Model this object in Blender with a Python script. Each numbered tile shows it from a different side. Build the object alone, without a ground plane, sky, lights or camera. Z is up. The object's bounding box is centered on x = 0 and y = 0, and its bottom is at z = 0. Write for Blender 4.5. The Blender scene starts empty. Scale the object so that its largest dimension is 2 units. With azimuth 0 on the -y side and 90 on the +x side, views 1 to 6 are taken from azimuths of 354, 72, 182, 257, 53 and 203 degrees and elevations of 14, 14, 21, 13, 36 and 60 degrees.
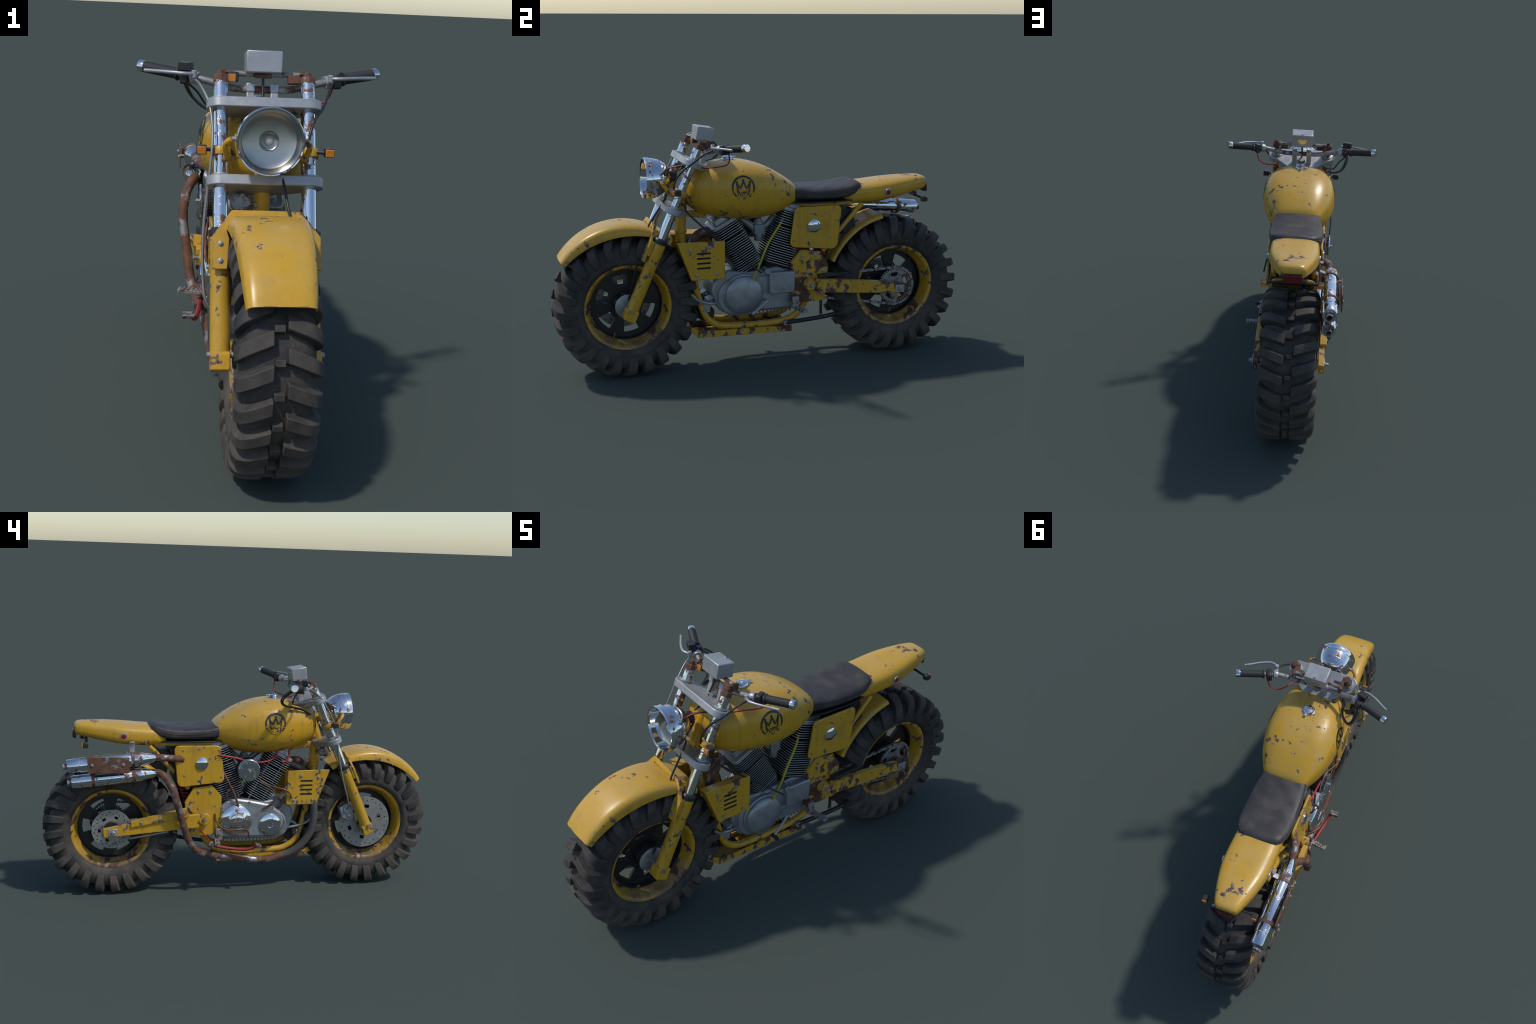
import bpy, bmesh, math, random
from mathutils import Vector, Matrix
random.seed(7)
pi = math.pi
sin, cos, rad = math.sin, math.cos, math.radians

# ------------------------------------------------------------------ materials
class Nodes:
    def __init__(self, name):
        m = bpy.data.materials.new(name); m.use_nodes = True
        self.m, self.t = m, m.node_tree
        self.t.nodes.clear()
        self.out = self.t.nodes.new("ShaderNodeOutputMaterial")
        self.bsdf = self.t.nodes.new("ShaderNodeBsdfPrincipled")
        self.t.links.new(self.bsdf.outputs[0], self.out.inputs[0])
    def new(self, typ, **kw):
        n = self.t.nodes.new(typ)
        for k, v in kw.items():
            setattr(n, k, v)
        return n
    def put(self, sock, v):
        if hasattr(v, "is_output"):
            self.t.links.new(v, sock)
        elif isinstance(v, (tuple, list)) and len(v) == 3 and sock.type == "RGBA":
            sock.default_value = (*v, 1)
        else:
            sock.default_value = v
    def math(self, op, a, b=0.0, clamp=False):
        n = self.new("ShaderNodeMath", operation=op, use_clamp=clamp)
        self.put(n.inputs[0], a); self.put(n.inputs[1], b)
        return n.outputs[0]
    def coords(self, spread=9.0, stretch=(1, 1, 1)):
        tc = self.new("ShaderNodeTexCoord")
        oi = self.new("ShaderNodeObjectInfo")
        k = self.math("MULTIPLY", oi.outputs["Random"], spread)
        mp = self.new("ShaderNodeMapping")
        mp.inputs["Scale"].default_value = stretch
        self.put(mp.inputs["Vector"], tc.outputs["Object"])
        cb = self.new("ShaderNodeCombineXYZ")
        for i in range(3): self.put(cb.inputs[i], k)
        self.put(mp.inputs["Location"], cb.outputs[0])
        return mp.outputs[0]
    def noise(self, vec, scale, detail=5, rough=0.55, dist=0.0):
        n = self.new("ShaderNodeTexNoise")
        self.put(n.inputs["Vector"], vec)
        n.inputs["Scale"].default_value = scale; n.inputs["Detail"].default_value = detail
        n.inputs["Roughness"].default_value = rough; n.inputs["Distortion"].default_value = dist
        return n.outputs[0]
    def step(self, v, lo, hi, a=0.0, b=1.0):
        n = self.new("ShaderNodeMapRange", clamp=True)
        self.put(n.inputs[0], v)
        for i, x in enumerate((lo, hi, a, b)): self.put(n.inputs[i + 1], x)
        return n.outputs[0]
    def mix(self, f, a, b):
        n = self.new("ShaderNodeMix", data_type="RGBA")
        self.put(n.inputs[0], f); self.put(n.inputs[6], a); self.put(n.inputs[7], b)
        return n.outputs[2]
    def edge(self, radius):
        bv = self.new("ShaderNodeBevel", samples=4); bv.inputs[0].default_value = radius
        g = self.new("ShaderNodeNewGeometry")
        d = self.new("ShaderNodeVectorMath", operation="DOT_PRODUCT")
        self.put(d.inputs[0], bv.outputs[0]); self.put(d.inputs[1], g.outputs["Normal"])
        return self.step(d.outputs["Value"], 0.995, 0.88)
    def bump(self, h, strength, dist=0.002):
        n = self.new("ShaderNodeBump")
        n.inputs["Strength"].default_value = strength; n.inputs["Distance"].default_value = dist
        self.put(n.inputs["Height"], h); self.put(self.bsdf.inputs["Normal"], n.outputs[0])
    def set(self, **kw):
        names = dict(color="Base Color", metal="Metallic", rough="Roughness", spec="Specular IOR Level",
                     coat="Coat Weight", sheen="Sheen Weight", trans="Transmission Weight", ior="IOR", coatr="Coat Roughness")
        for k, v in kw.items(): self.put(self.bsdf.inputs[names[k]], v)
        return self.m

PAINT = (0.60, 0.325, 0.012)
PRIMER = (0.155, 0.115, 0.112)
RUST_A, RUST_B = (0.135, 0.05, 0.024), (0.06, 0.028, 0.02)

def rust_colour(n, vec):
    return n.mix(n.step(n.noise(vec, 38, 4), 0.35, 0.65), RUST_A, RUST_B)

def paint(name, chips=0.0, edges=0.35, dirt=0.25, low=False, rear=0.0):
    n = Nodes(name); v = n.coords()
    big = n.noise(v, 7, 2, 0.5)
    fine = n.noise(v, 26, 6, 0.62, 0.25)
    e = n.edge(0.007)
    f = n.math("ADD", fine, n.math("MULTIPLY", n.math("SUBTRACT", big, 0.5), 0.75))
    f = n.math("ADD", f, n.math("MULTIPLY", e, edges * 0.25))
    f = n.math("ADD", f, chips)
    if rear:    # extra chipping towards the tail end
        pp = n.new("ShaderNodeNewGeometry"); ps = n.new("ShaderNodeSeparateXYZ"); n.put(ps.inputs[0], pp.outputs["Position"])
        f = n.math("ADD", f, n.math("MULTIPLY", n.step(ps.outputs[1], 0.66, 0.83), rear))
    grey = n.step(f, 0.685, 0.70)
    rust = n.step(n.math("ADD", f, n.math("MULTIPLY", n.math("SUBTRACT", n.noise(v, 60, 3), 0.5), 0.12)), 0.722, 0.75)
    # hairline scratches
    vs = n.coords(5.0, (1, 0.16, 1))
    scr = n.noise(vs, 120, 3, 0.6, 0.6)
    scr = n.math("MULTIPLY", n.step(scr, 0.70, 0.73), n.step(n.noise(v, 9, 2), 0.55, 0.66))
    grey = n.math("MAXIMUM", grey, n.math("MULTIPLY", scr, 0.7))
    tone = n.mix(n.step(n.noise(v, 5, 3, 0.6), 0.35, 0.7), PAINT, (0.55, 0.315, 0.03))
    g = n.new("ShaderNodeNewGeometry"); sx = n.new("ShaderNodeSeparateXYZ"); n.put(sx.inputs[0], g.outputs["Normal"])
    up = n.step(sx.outputs[2], 0.2, 0.95)
    dust = n.math("MULTIPLY", up, n.step(n.noise(v, 11, 4, 0.6), 0.32, 0.72, 0.04, 0.55))
    tone = n.mix(dust, tone, (0.47, 0.335, 0.13))
    streak = n.noise(n.coords(3.0, (1, 1, 0.05)), 55, 3)
    st = n.math("MULTIPLY", n.step(streak, 0.5, 0.75), n.math("SUBTRACT", 1.0, up))
    grime = n.math("ADD", n.math("MULTIPLY", st, 0.28), n.math("MULTIPLY", n.step(n.noise(v, 15, 5, 0.65), 0.5, 0.8), dirt))
    tone = n.mix(grime, tone, (0.16, 0.10, 0.035))
    if low:     # road dirt settles low in the rims
        px = n.new("ShaderNodeSeparateXYZ"); n.put(px.inputs[0], g.outputs["Position"])
        lo = n.math("MULTIPLY", n.step(px.outputs[2], 0.30, 0.13), n.step(n.noise(v, 10, 4, 0.6), 0.35, 0.6, 0.25, 0.95))
        tone = n.mix(lo, tone, (0.10, 0.072, 0.05))
    c = n.mix(grey, tone, PRIMER)
    c = n.mix(rust, c, rust_colour(n, v))
    ro = n.math("ADD", n.step(n.noise(v, 14, 4), 0.3, 0.7, 0.27, 0.42), n.math("MULTIPLY", grey, 0.3))
    h = n.math("SUBTRACT", n.math("MULTIPLY", n.noise(v, 90, 3), 0.15), grey)
    n.bump(h, 0.35, 0.0012)
    return n.set(color=c, rough=ro, spec=0.5)

def chrome(name, amount=0.0, tint=(0.72, 0.75, 0.79), rough=0.07):
    n = Nodes(name); v = n.coords()
    f = n.math("ADD", n.noise(v, 42, 5, 0.6, 0.3), n.math("MULTIPLY", n.math("SUBTRACT", n.noise(v, 12, 2), 0.5), 0.6))
    f = n.math("ADD", f, n.math("MULTIPLY", n.edge(0.005), 0.05))
    f = n.math("ADD", f, amount)
    grey = n.step(f, 0.635, 0.655); rust = n.step(f, 0.672, 0.695)
    c = n.mix(grey, tint, (0.33, 0.32, 0.31)); c = n.mix(rust, c, (0.17, 0.07, 0.04))
    met = n.math("SUBTRACT", 1.0, n.math("MULTIPLY", rust, 0.95))
    ro = n.math("ADD", n.math("MULTIPLY", grey, 0.4), n.step(n.noise(v, 30, 3), 0.3, 0.8, rough, rough + 0.06))
    n.bump(n.math("SUBTRACT", n.math("MULTIPLY", n.noise(v, 20, 2), 0.3), grey), 0.25, 0.001)
    return n.set(color=c, metal=met, rough=ro)

def metal(name, col, metallic=0.4, rough=0.45, stain=0.3, rust=-1.0, staincol=(0.10, 0.10, 0.10)):
    n = Nodes(name); v = n.coords()
    c = n.mix(n.step(n.noise(v, 16, 5, 0.6), 0.45, 0.75, 0, stain), col, staincol)
    c = n.mix(n.step(n.noise(v, 70, 3), 0.3, 0.7, 0, 0.2), c, tuple(x * 0.6 for x in col))
    c = n.mix(n.math("MULTIPLY", n.edge(0.004), 0.35), c, tuple(min(1, x * 1.5) for x in col))
    met = metallic
    if rust > -1:
        f = n.math("ADD", n.noise(v, 33, 5, 0.62, 0.3), rust)
        f = n.math("ADD", f, n.math("MULTIPLY", n.math("SUBTRACT", n.noise(v, 9, 2), 0.5), 0.5))
        r = n.step(f, 0.55, 0.63)
        c = n.mix(r, c, rust_colour(n, v))
        met = n.math("MULTIPLY", n.math("SUBTRACT", 1.0, r), metallic)
    n.bump(n.noise(v, 160, 3), 0.12, 0.001)
    return n.set(color=c, metal=met, rough=n.step(n.noise(v, 25, 3), 0.3, 0.7, rough - 0.08, rough + 0.12))

def rusty(name, grey=0.0):
    n = Nodes(name); v = n.coords()
    c = n.mix(n.step(n.noise(v, 30, 6, 0.65), 0.35, 0.68), (0.175, 0.075, 0.038), (0.07, 0.034, 0.024))
    g = n.step(n.math("ADD", n.math("ADD", n.noise(v, 17, 4, 0.6), grey), n.math("MULTIPLY", n.noise(v, 80, 3), 0.12)), 0.64, 0.72)
    c = n.mix(g, c, (0.34, 0.33, 0.33))
    n.bump(n.noise(v, 120, 5, 0.7), 0.5, 0.0015)
    return n.set(color=c, metal=n.math("MULTIPLY", g, 0.7), rough=n.step(g, 0, 1, 0.72, 0.4))

def plain(name, col, rough=0.5, metallic=0.0, spec=0.5, grain=80, var=0.35, smudge=None):
    n = Nodes(name); v = n.coords()
    c = n.mix(n.step(n.noise(v, 18, 5, 0.6), 0.4, 0.75, 0, var), col, tuple(x * 0.5 for x in col))
    if smudge:
        c = n.mix(n.step(n.noise(v, 22, 5, 0.65), 0.5, 0.72, 0, 0.75), c, smudge)
    n.bump(n.noise(v, grain * 2, 3), 0.15, 0.001)
    return n.set(color=c, rough=rough, metal=metallic, spec=spec)

def rubber():
    n = Nodes("tyre_rubber"); v = n.coords()
    g = n.new("ShaderNodeNewGeometry"); sx = n.new("ShaderNodeSeparateXYZ"); n.put(sx.inputs[0], g.outputs["Position"])
    low = n.step(sx.outputs[2], 0.42, 0.0)
    d = n.math("ADD", n.noise(v, 14, 6, 0.65), n.math("MULTIPLY", low, 0.16))
    d = n.math("ADD", d, n.math("MULTIPLY", n.edge(0.005), 0.10))
    m = n.step(d, 0.40, 0.74, 0.0, 0.9)
    c = n.mix(m, (0.034, 0.033, 0.033), (0.105, 0.086, 0.068))
    n.bump(n.noise(v, 70, 6, 0.65), 0.3, 0.002)
    return n.set(color=c, rough=n.step(m, 0, 0.85, 0.62, 0.9), spec=0.35)

def leather():
    n = Nodes("seat_leather"); v = n.coords(0.0)
    m = n.step(n.noise(v, 13, 5, 0.6, 0.4), 0.48, 0.72, 0, 0.75)
    c = n.mix(m, (0.037, 0.034, 0.035), (0.088, 0.072, 0.062))
    vo = n.new("ShaderNodeTexVoronoi"); vo.inputs["Scale"].default_value = 420; n.put(vo.inputs["Vector"], v)
    wr = n.noise(n.coords(0.0, (0.5, 2.2, 1)), 14, 4, 0.5, 1.2)
    h = n.math("ADD", n.math("MULTIPLY", vo.outputs["Distance"], 0.05), wr)
    n.bump(h, 0.35, 0.004)
    return n.set(color=c, rough=n.step(m, 0, 0.8, 0.5, 0.68), spec=0.4)

def emblem_mat():
    n = Nodes("emblem_worn_black"); tc = n.new("ShaderNodeTexCoord"); v = tc.outputs["Object"]
    sx = n.new("ShaderNodeSeparateXYZ"); n.put(sx.inputs[0], v)
    low = n.step(sx.outputs[2], 0.90, 0.835)
    f = n.math("ADD", n.noise(v, 110, 4, 0.6), n.math("MULTIPLY", low, 0.2))
    c = n.mix(n.step(f, 0.655, 0.67), (0.022, 0.022, 0.024), PAINT)
    return n.set(color=c, rough=0.5)

M = {}
M["paint"] = paint("yellow_paint", 0.035)
M["paint_fender"] = paint("yellow_paint_fender", 0.015, 0.6)
M["paint_mid"] = paint("yellow_paint_chipped", 0.045, 0.6, 0.3)
M["paint_worn"] = paint("yellow_paint_rusted", 0.17, 0.5, 0.35)
M["paint_rim"] = paint("yellow_paint_rim", 0.12, 0.5, 0.45, True)
M["paint_tail"] = paint("yellow_paint_tail", 0.02, 0.35, 0.25, False, 0.10)
M["chrome"] = chrome("chrome_pitted", 0.035)
M["chrome_tube"] = chrome("chrome_fork", 0.07)
M["chrome_clean"] = chrome("chrome_clean", -0.25)
M["reflector"] = chrome("reflector_silver", -0.5, (0.66, 0.66, 0.65), 0.07)
M["satin"] = chrome("reflector_satin", -0.5, (0.40, 0.40, 0.38), 0.30)
M["alloy"] = metal("brushed_alloy", (0.40, 0.41, 0.42), 0.45, 0.40, 0.3)
M["engine"] = metal("cast_engine_grey", (0.36, 0.38, 0.40), 0.55, 0.40, 0.55)
M["fin"] = metal("fin_metal", (0.42, 0.44, 0.46), 0.5, 0.38, 0.3, -0.08)
M["fin_dark"] = metal("fin_gap_shade", (0.07, 0.073, 0.078), 0.3, 0.5, 0.3, -0.09)  # shade of the gaps between fins, put into the colour
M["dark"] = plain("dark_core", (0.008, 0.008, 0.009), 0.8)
M["steel"] = metal("bolt_steel", (0.36, 0.35, 0.34), 0.6, 0.45, 0.3, -0.06)
M["steel_rust"] = metal("steel_rusting", (0.32, 0.31, 0.31), 0.5, 0.5, 0.3, 0.05)
M["disc"] = metal("disc_steel", (0.38, 0.38, 0.37), 0.6, 0.42, 0.35, -0.09)
M["rust"] = rusty("rust_brown", 0.0)
M["pipe"] = rusty("rusty_exhaust_pipe", 0.05)
M["black"] = plain("black_plastic", (0.022, 0.022, 0.024), 0.45)
M["black_worn"] = plain("black_enamel", (0.018, 0.018, 0.020), 0.42, smudge=(0.04, 0.026, 0.018))
M["grip"] = plain("grip_rubber", (0.026, 0.026, 0.027), 0.6)
M["wrap"] = plain("exhaust_wrap", (0.085, 0.078, 0.070), 0.9, grain=200, var=0.4)
M["orange"] = plain("orange_lens", (0.55, 0.19, 0.02), 0.25, var=0.25)
M["red"] = plain("red_lens", (0.30, 0.012, 0.015), 0.2, var=0.3)
M["tail_red"] = plain("tail_lens", (0.13, 0.006, 0.006), 0.25, var=0.3)
M["redwire"] = plain("red_wire", (0.38, 0.02, 0.018), 0.4, var=0.2)
M["redpaint"] = plain("red_enamel", (0.30, 0.03, 0.028), 0.45, var=0.5)
M["cable"] = plain("black_cable", (0.018, 0.019, 0.021), 0.4)
M["greycable"] = plain("grey_cable", (0.28, 0.28, 0.29), 0.4, 0.5)
M["yellowcable"] = plain("yellow_cable", (0.42, 0.36, 0.02), 0.4, var=0.15)
M["copper"] = metal("old_copper", (0.22, 0.10, 0.06), 0.5, 0.45, 0.6, staincol=(0.06, 0.035, 0.028))
M["rubber"] = rubber()
M["leather"] = leather()
M["bulb"] = plain("frosted_bulb", (0.42, 0.42, 0.40), 0.3, var=0.1)
M["emblem"] = emblem_mat()
M["filter"] = plain("filter_gauze", (0.06, 0.052, 0.05), 0.6, 0.4)
M["carb"] = metal("carb_grey", (0.30, 0.32, 0.335), 0.5, 0.42, 0.4)

# ------------------------------------------------------------------ helpers
root = bpy.data.objects.new("motorcycle", None)
bpy.context.scene.collection.objects.link(root)
root["label"] = "weathered yellow custom motorcycle with fat knobbly tyres"
root["category"] = "motorcycle"

def obj(name, bm, mat, parent=None, bevel=0.0, angle=35, loc=None, seg=2, smooth=True, kind=None):
    bmesh.ops.recalc_face_normals(bm, faces=bm.faces)
    me = bpy.data.meshes.new(name)
    bm.to_mesh(me); bm.free()
    mats = mat if isinstance(mat, (list, tuple)) else [mat]
    for m in mats: me.materials.append(M[m])
    if smooth:
        me.shade_smooth(); me.set_sharp_from_angle(angle=rad(angle))
    o = bpy.data.objects.new(name, me)
    bpy.context.scene.collection.objects.link(o)
    o.parent = parent or root
    if loc is not None: o.location = loc
    if bevel:
        b = o.modifiers.new("bevel", "BEVEL"); b.width = bevel; b.segments = seg; b.limit_method = "ANGLE"; b.angle_limit = rad(30)
    if kind: o["kind"] = kind
    return o

def group(name):
    o = bpy.data.objects.new(name, None)
    bpy.context.scene.collection.objects.link(o); o.parent = root
    return o

def copy(o, mat4, parent=None, name=None):
    c = o.copy(); c.name = name or o.name.split(".")[0]
    bpy.context.scene.collection.objects.link(c)
    c.parent = parent or o.parent
    c.matrix_local = mat4
    return c

def frame(origin, x, y):
    x = Vector(x).normalized(); y = Vector(y); y = (y - x * y.dot(x)).normalized(); z = x.cross(y)
    m = Matrix((x, y, z)).transposed().to_4x4(); m.translation = Vector(origin)
    return m

def add_box(bm, c, s, rot=None):
    m = Matrix.Translation(Vector(c))
    if rot is not None: m = m @ rot
    return bmesh.ops.create_cube(bm, size=1, matrix=m @ Matrix.Diagonal((*s, 1)))["verts"]

def box(name, c, s, mat, parent=None, rot=None, bevel=0.003):
    bm = bmesh.new(); add_box(bm, c, s, rot)
    return obj(name, bm, mat, parent, bevel)

def add_prism(bm, pts, fn0, fn1):
    a = [bm.verts.new(fn0(p)) for p in pts]; b = [bm.verts.new(fn1(p)) for p in pts]
    n = len(pts)
    bm.faces.new(a); bm.faces.new(b[::-1])
    for i in range(n):
        bm.faces.new((a[i], b[i], b[(i + 1) % n], a[(i + 1) % n]))

def plate_yz(name, pts, x0, x1, mat, parent=None, bevel=0.0015, angle=35):
    bm = bmesh.new()
    add_prism(bm, pts, lambda p: (x0, p[0], p[1]), lambda p: (x1, p[0], p[1]))
    return obj(name, bm, mat, parent, bevel, angle)

def round_poly(pts, r, n=6):
    out = []
    k = len(pts)
    for i in range(k):
        p, a, b = Vector(pts[i]), Vector(pts[i - 1]), Vector(pts[(i + 1) % k])
        u, w = (a - p).normalized(), (b - p).normalized()
        rr = r[i] if isinstance(r, (list, tuple)) else r
        t = rr / math.tan(math.acos(max(-1, min(1, u.dot(w)))) / 2)
        s, e = p + u * t, p + w * t
        for j in range(n + 1):
            f = j / n
            q = s * (1 - f) ** 2 + p * 2 * f * (1 - f) + e * f * f
            out.append((q.x, q.y))
    return out

def spline(pts, n=8):
    P = [Vector(p) for p in pts]; out = []
    for i in range(len(P) - 1):
        p0 = P[i - 1] if i else P[0] * 2 - P[1]
        p1, p2 = P[i], P[i + 1]
        p3 = P[i + 2] if i + 2 < len(P) else P[-1] * 2 - P[-2]
        for j in range(n):
            t = j / n
            out.append(0.5 * ((2 * p1) + (p2 - p0) * t + (2 * p0 - 5 * p1 + 4 * p2 - p3) * t * t + (3 * p1 - p0 - 3 * p2 + p3) * t ** 3))
    out.append(P[-1].copy())
    return out

def add_sweep(bm, pts, r, seg=14, cap=True):
    """round tube along a polyline; r is a number or one radius per point"""
    n = len(pts); rings = []
    t0 = (pts[1] - pts[0]).normalized()
    up = Vector((0, 0, 1)) if abs(t0.z) < 0.9 else Vector((1, 0, 0))
    nrm = (up - t0 * up.dot(t0)).normalized()
    for i, p in enumerate(pts):
        t = (pts[min(i + 1, n - 1)] - pts[max(i - 1, 0)])
        t = t.normalized() if t.length > 1e-9 else t0
        nrm = (nrm - t * nrm.dot(t)).normalized()
        b = t.cross(nrm)
        rr = r[i] if isinstance(r, (list, tuple)) else r
        rings.append([bm.verts.new(p + (nrm * cos(2 * pi * k / seg) + b * sin(2 * pi * k / seg)) * rr) for k in range(seg)])
        t0 = t
    for i in range(n - 1):
        for k in range(seg):
            bm.faces.new((rings[i][k], rings[i][(k + 1) % seg], rings[i + 1][(k + 1) % seg], rings[i + 1][k]))
    if cap:
        bm.faces.new(rings[0][::-1]); bm.faces.new(rings[-1])

def tube(name, pts, r, mat, parent=None, n=8, seg=14, straight=False, bevel=0.0):
    bm = bmesh.new()
    P = [Vector(p) for p in pts] if straight else spline(pts, n)
    add_sweep(bm, P, r, seg)
    return obj(name, bm, mat, parent, bevel, 40)

def add_lathe(bm, prof, m, seg=40):
    """revolve (radius, along) pairs about the local x axis of matrix m"""
    rings = []
    for r, a in prof:
        if r < 1e-6:
            rings.append([bm.verts.new(m @ Vector((a, 0, 0)))])
        else:
            rings.append([bm.verts.new(m @ Vector((a, r * cos(2 * pi * k / seg), r * sin(2 * pi * k / seg)))) for k in range(seg)])
    for A, B in zip(rings, rings[1:]):
        for k in range(seg):
            k2 = (k + 1) % seg
            if len(A) == 1 and len(B) == 1: continue
            if len(A) == 1: bm.faces.new((A[0], B[k], B[k2]))
            elif len(B) == 1: bm.faces.new((A[k], A[k2], B[0]))
            else: bm.faces.new((A[k], A[k2], B[k2], B[k]))
    return rings

def lathe(name, prof, origin, axis, mat, parent=None, seg=40, angle=35, ref=(0, 0.01, 1), bevel=0.0):
    bm = bmesh.new()
    add_lathe(bm, prof, frame(origin, axis, ref), seg)
    return obj(name, bm, mat, parent, bevel, angle)

def cyl(r, h, c=0.0015):
    return [(0, 0), (r - c, 0), (r, c), (r, h - c), (r - c, h), (0, h)]

def bolt_mesh(bm, origin, axis, r=0.006, h=0.005):
    m = frame(origin, axis, (0.1, 0.3, 1))
    add_lathe(bm, [(0, 0), (r * 1.35, 0), (r * 1.35, h * 0.35), (r, h * 0.4)], m, 18)
    add_lathe(bm, [(r, h * 0.4), (r, h * 0.9), (r * 0.85, h), (r * 0.4, h * 1.02), (0, h * 1.02)], m, 6)

_b = bmesh.new(); bolt_mesh(_b, (0, 0, 0), (1, 0, 0), 0.006, 0.006)
BOLT = None
def bolt(p, axis, parent=None, s=1.0, mat=None):
    global BOLT
    m = frame(p, axis, (0.1, 0.3, 1)) @ Matrix.Scale(s, 4)
    if BOLT is None:
        BOLT = obj("bolt", _b, "steel", parent); BOLT.matrix_local = m
        return BOLT
    return copy(BOLT, m, parent or root, "bolt")

def cell_plate(name, radii, segs, on, xf, thick, mat, parent=None, loc=None, bevel=0, a0=0.0):
    """flat or dished disc in the y-z plane made of polar cells; on(i,k) says which cells exist"""
    bm = bmesh.new(); nr = len(radii)
    V = [[[bm.verts.new((xf(r) + s * thick / 2, r * cos(a0 + 2 * pi * k / segs), r * sin(a0 + 2 * pi * k / segs))) for k in range(segs)] for r in radii] for s in (-1, 1)]
    f = lambda i, k: 0 <= i < nr - 1 and on(i, k % segs)
    for i in range(nr - 1):
        for k in range(segs):
            if not f(i, k): continue
            k2 = (k + 1) % segs
            for s in (0, 1): bm.faces.new((V[s][i][k], V[s][i + 1][k], V[s][i + 1][k2], V[s][i][k2]))
            if not f(i - 1, k): bm.faces.new((V[0][i][k], V[1][i][k], V[1][i][k2], V[0][i][k2]))
            if not f(i + 1, k): bm.faces.new((V[0][i + 1][k], V[1][i + 1][k], V[1][i + 1][k2], V[0][i + 1][k2]))
            if not f(i, k - 1): bm.faces.new((V[0][i][k], V[1][i][k], V[1][i + 1][k], V[0][i + 1][k]))
            if not f(i, k + 1): bm.faces.new((V[0][i][k2], V[1][i][k2], V[1][i + 1][k2], V[0][i + 1][k2]))
    bmesh.ops.delete(bm, geom=[v for v in bm.verts if not v.link_faces], context="VERTS")
    return obj(name, bm, mat, parent, bevel, 35, loc)

# ------------------------------------------------------------------ wheels
lerp = lambda a, b, t: a + (b - a) * t
R_OUT, AX_Y, AX_Z = 0.338, 0.665, 0.338
NLUG = 24

def lug(side, xs):
    """one tread bar: runs from the middle of the tread, slants back, wraps over the shoulder"""
    path = [(0.020, 0.338, 0.0), (0.048, 0.3375, -1.6), (0.080, 0.335, -3.5), (0.104, 0.327, -5.0), (0.119, 0.312, -6.2),
            (0.1265, 0.290, -6.9), (0.1255, 0.266, -7.4), (0.119, 0.241, -7.8)]
    base = [(0.018, 0.302), (0.046, 0.302), (0.075, 0.299), (0.094, 0.291), (0.103, 0.281), (0.108, 0.268), (0.108, 0.255), (0.106, 0.238)]
    bm = bmesh.new(); rings = []
    P = spline([Vector(p) for p in path], 2); B = spline([Vector((*b, 0)) for b in base], 2)
    for i, (p, b) in enumerate(zip(P, B)):
        t = i / (len(P) - 1)
        w = (0.0195 - 0.0005 * t) / p.y if p.y > 0.3 else 0.0190 / 0.3
        ring = []
        for (x, r, dw) in ((p.x, p.y, -w), (p.x, p.y, w), (b.x, b.y, w * 1.28), (b.x, b.y, -w * 1.28)):
            a = rad(p.z) + dw
            ring.append(bm.verts.new((side * x * xs, -r * cos(a), r * sin(a))))
        rings.append(ring)
    for A, C in zip(rings, rings[1:]):
        for k in range(4):
            bm.faces.new((A[k], A[(k + 1) % 4], C[(k + 1) % 4], C[k]))
    bm.faces.new(rings[0]); bm.faces.new(rings[-1][::-1])
    return bm

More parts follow.
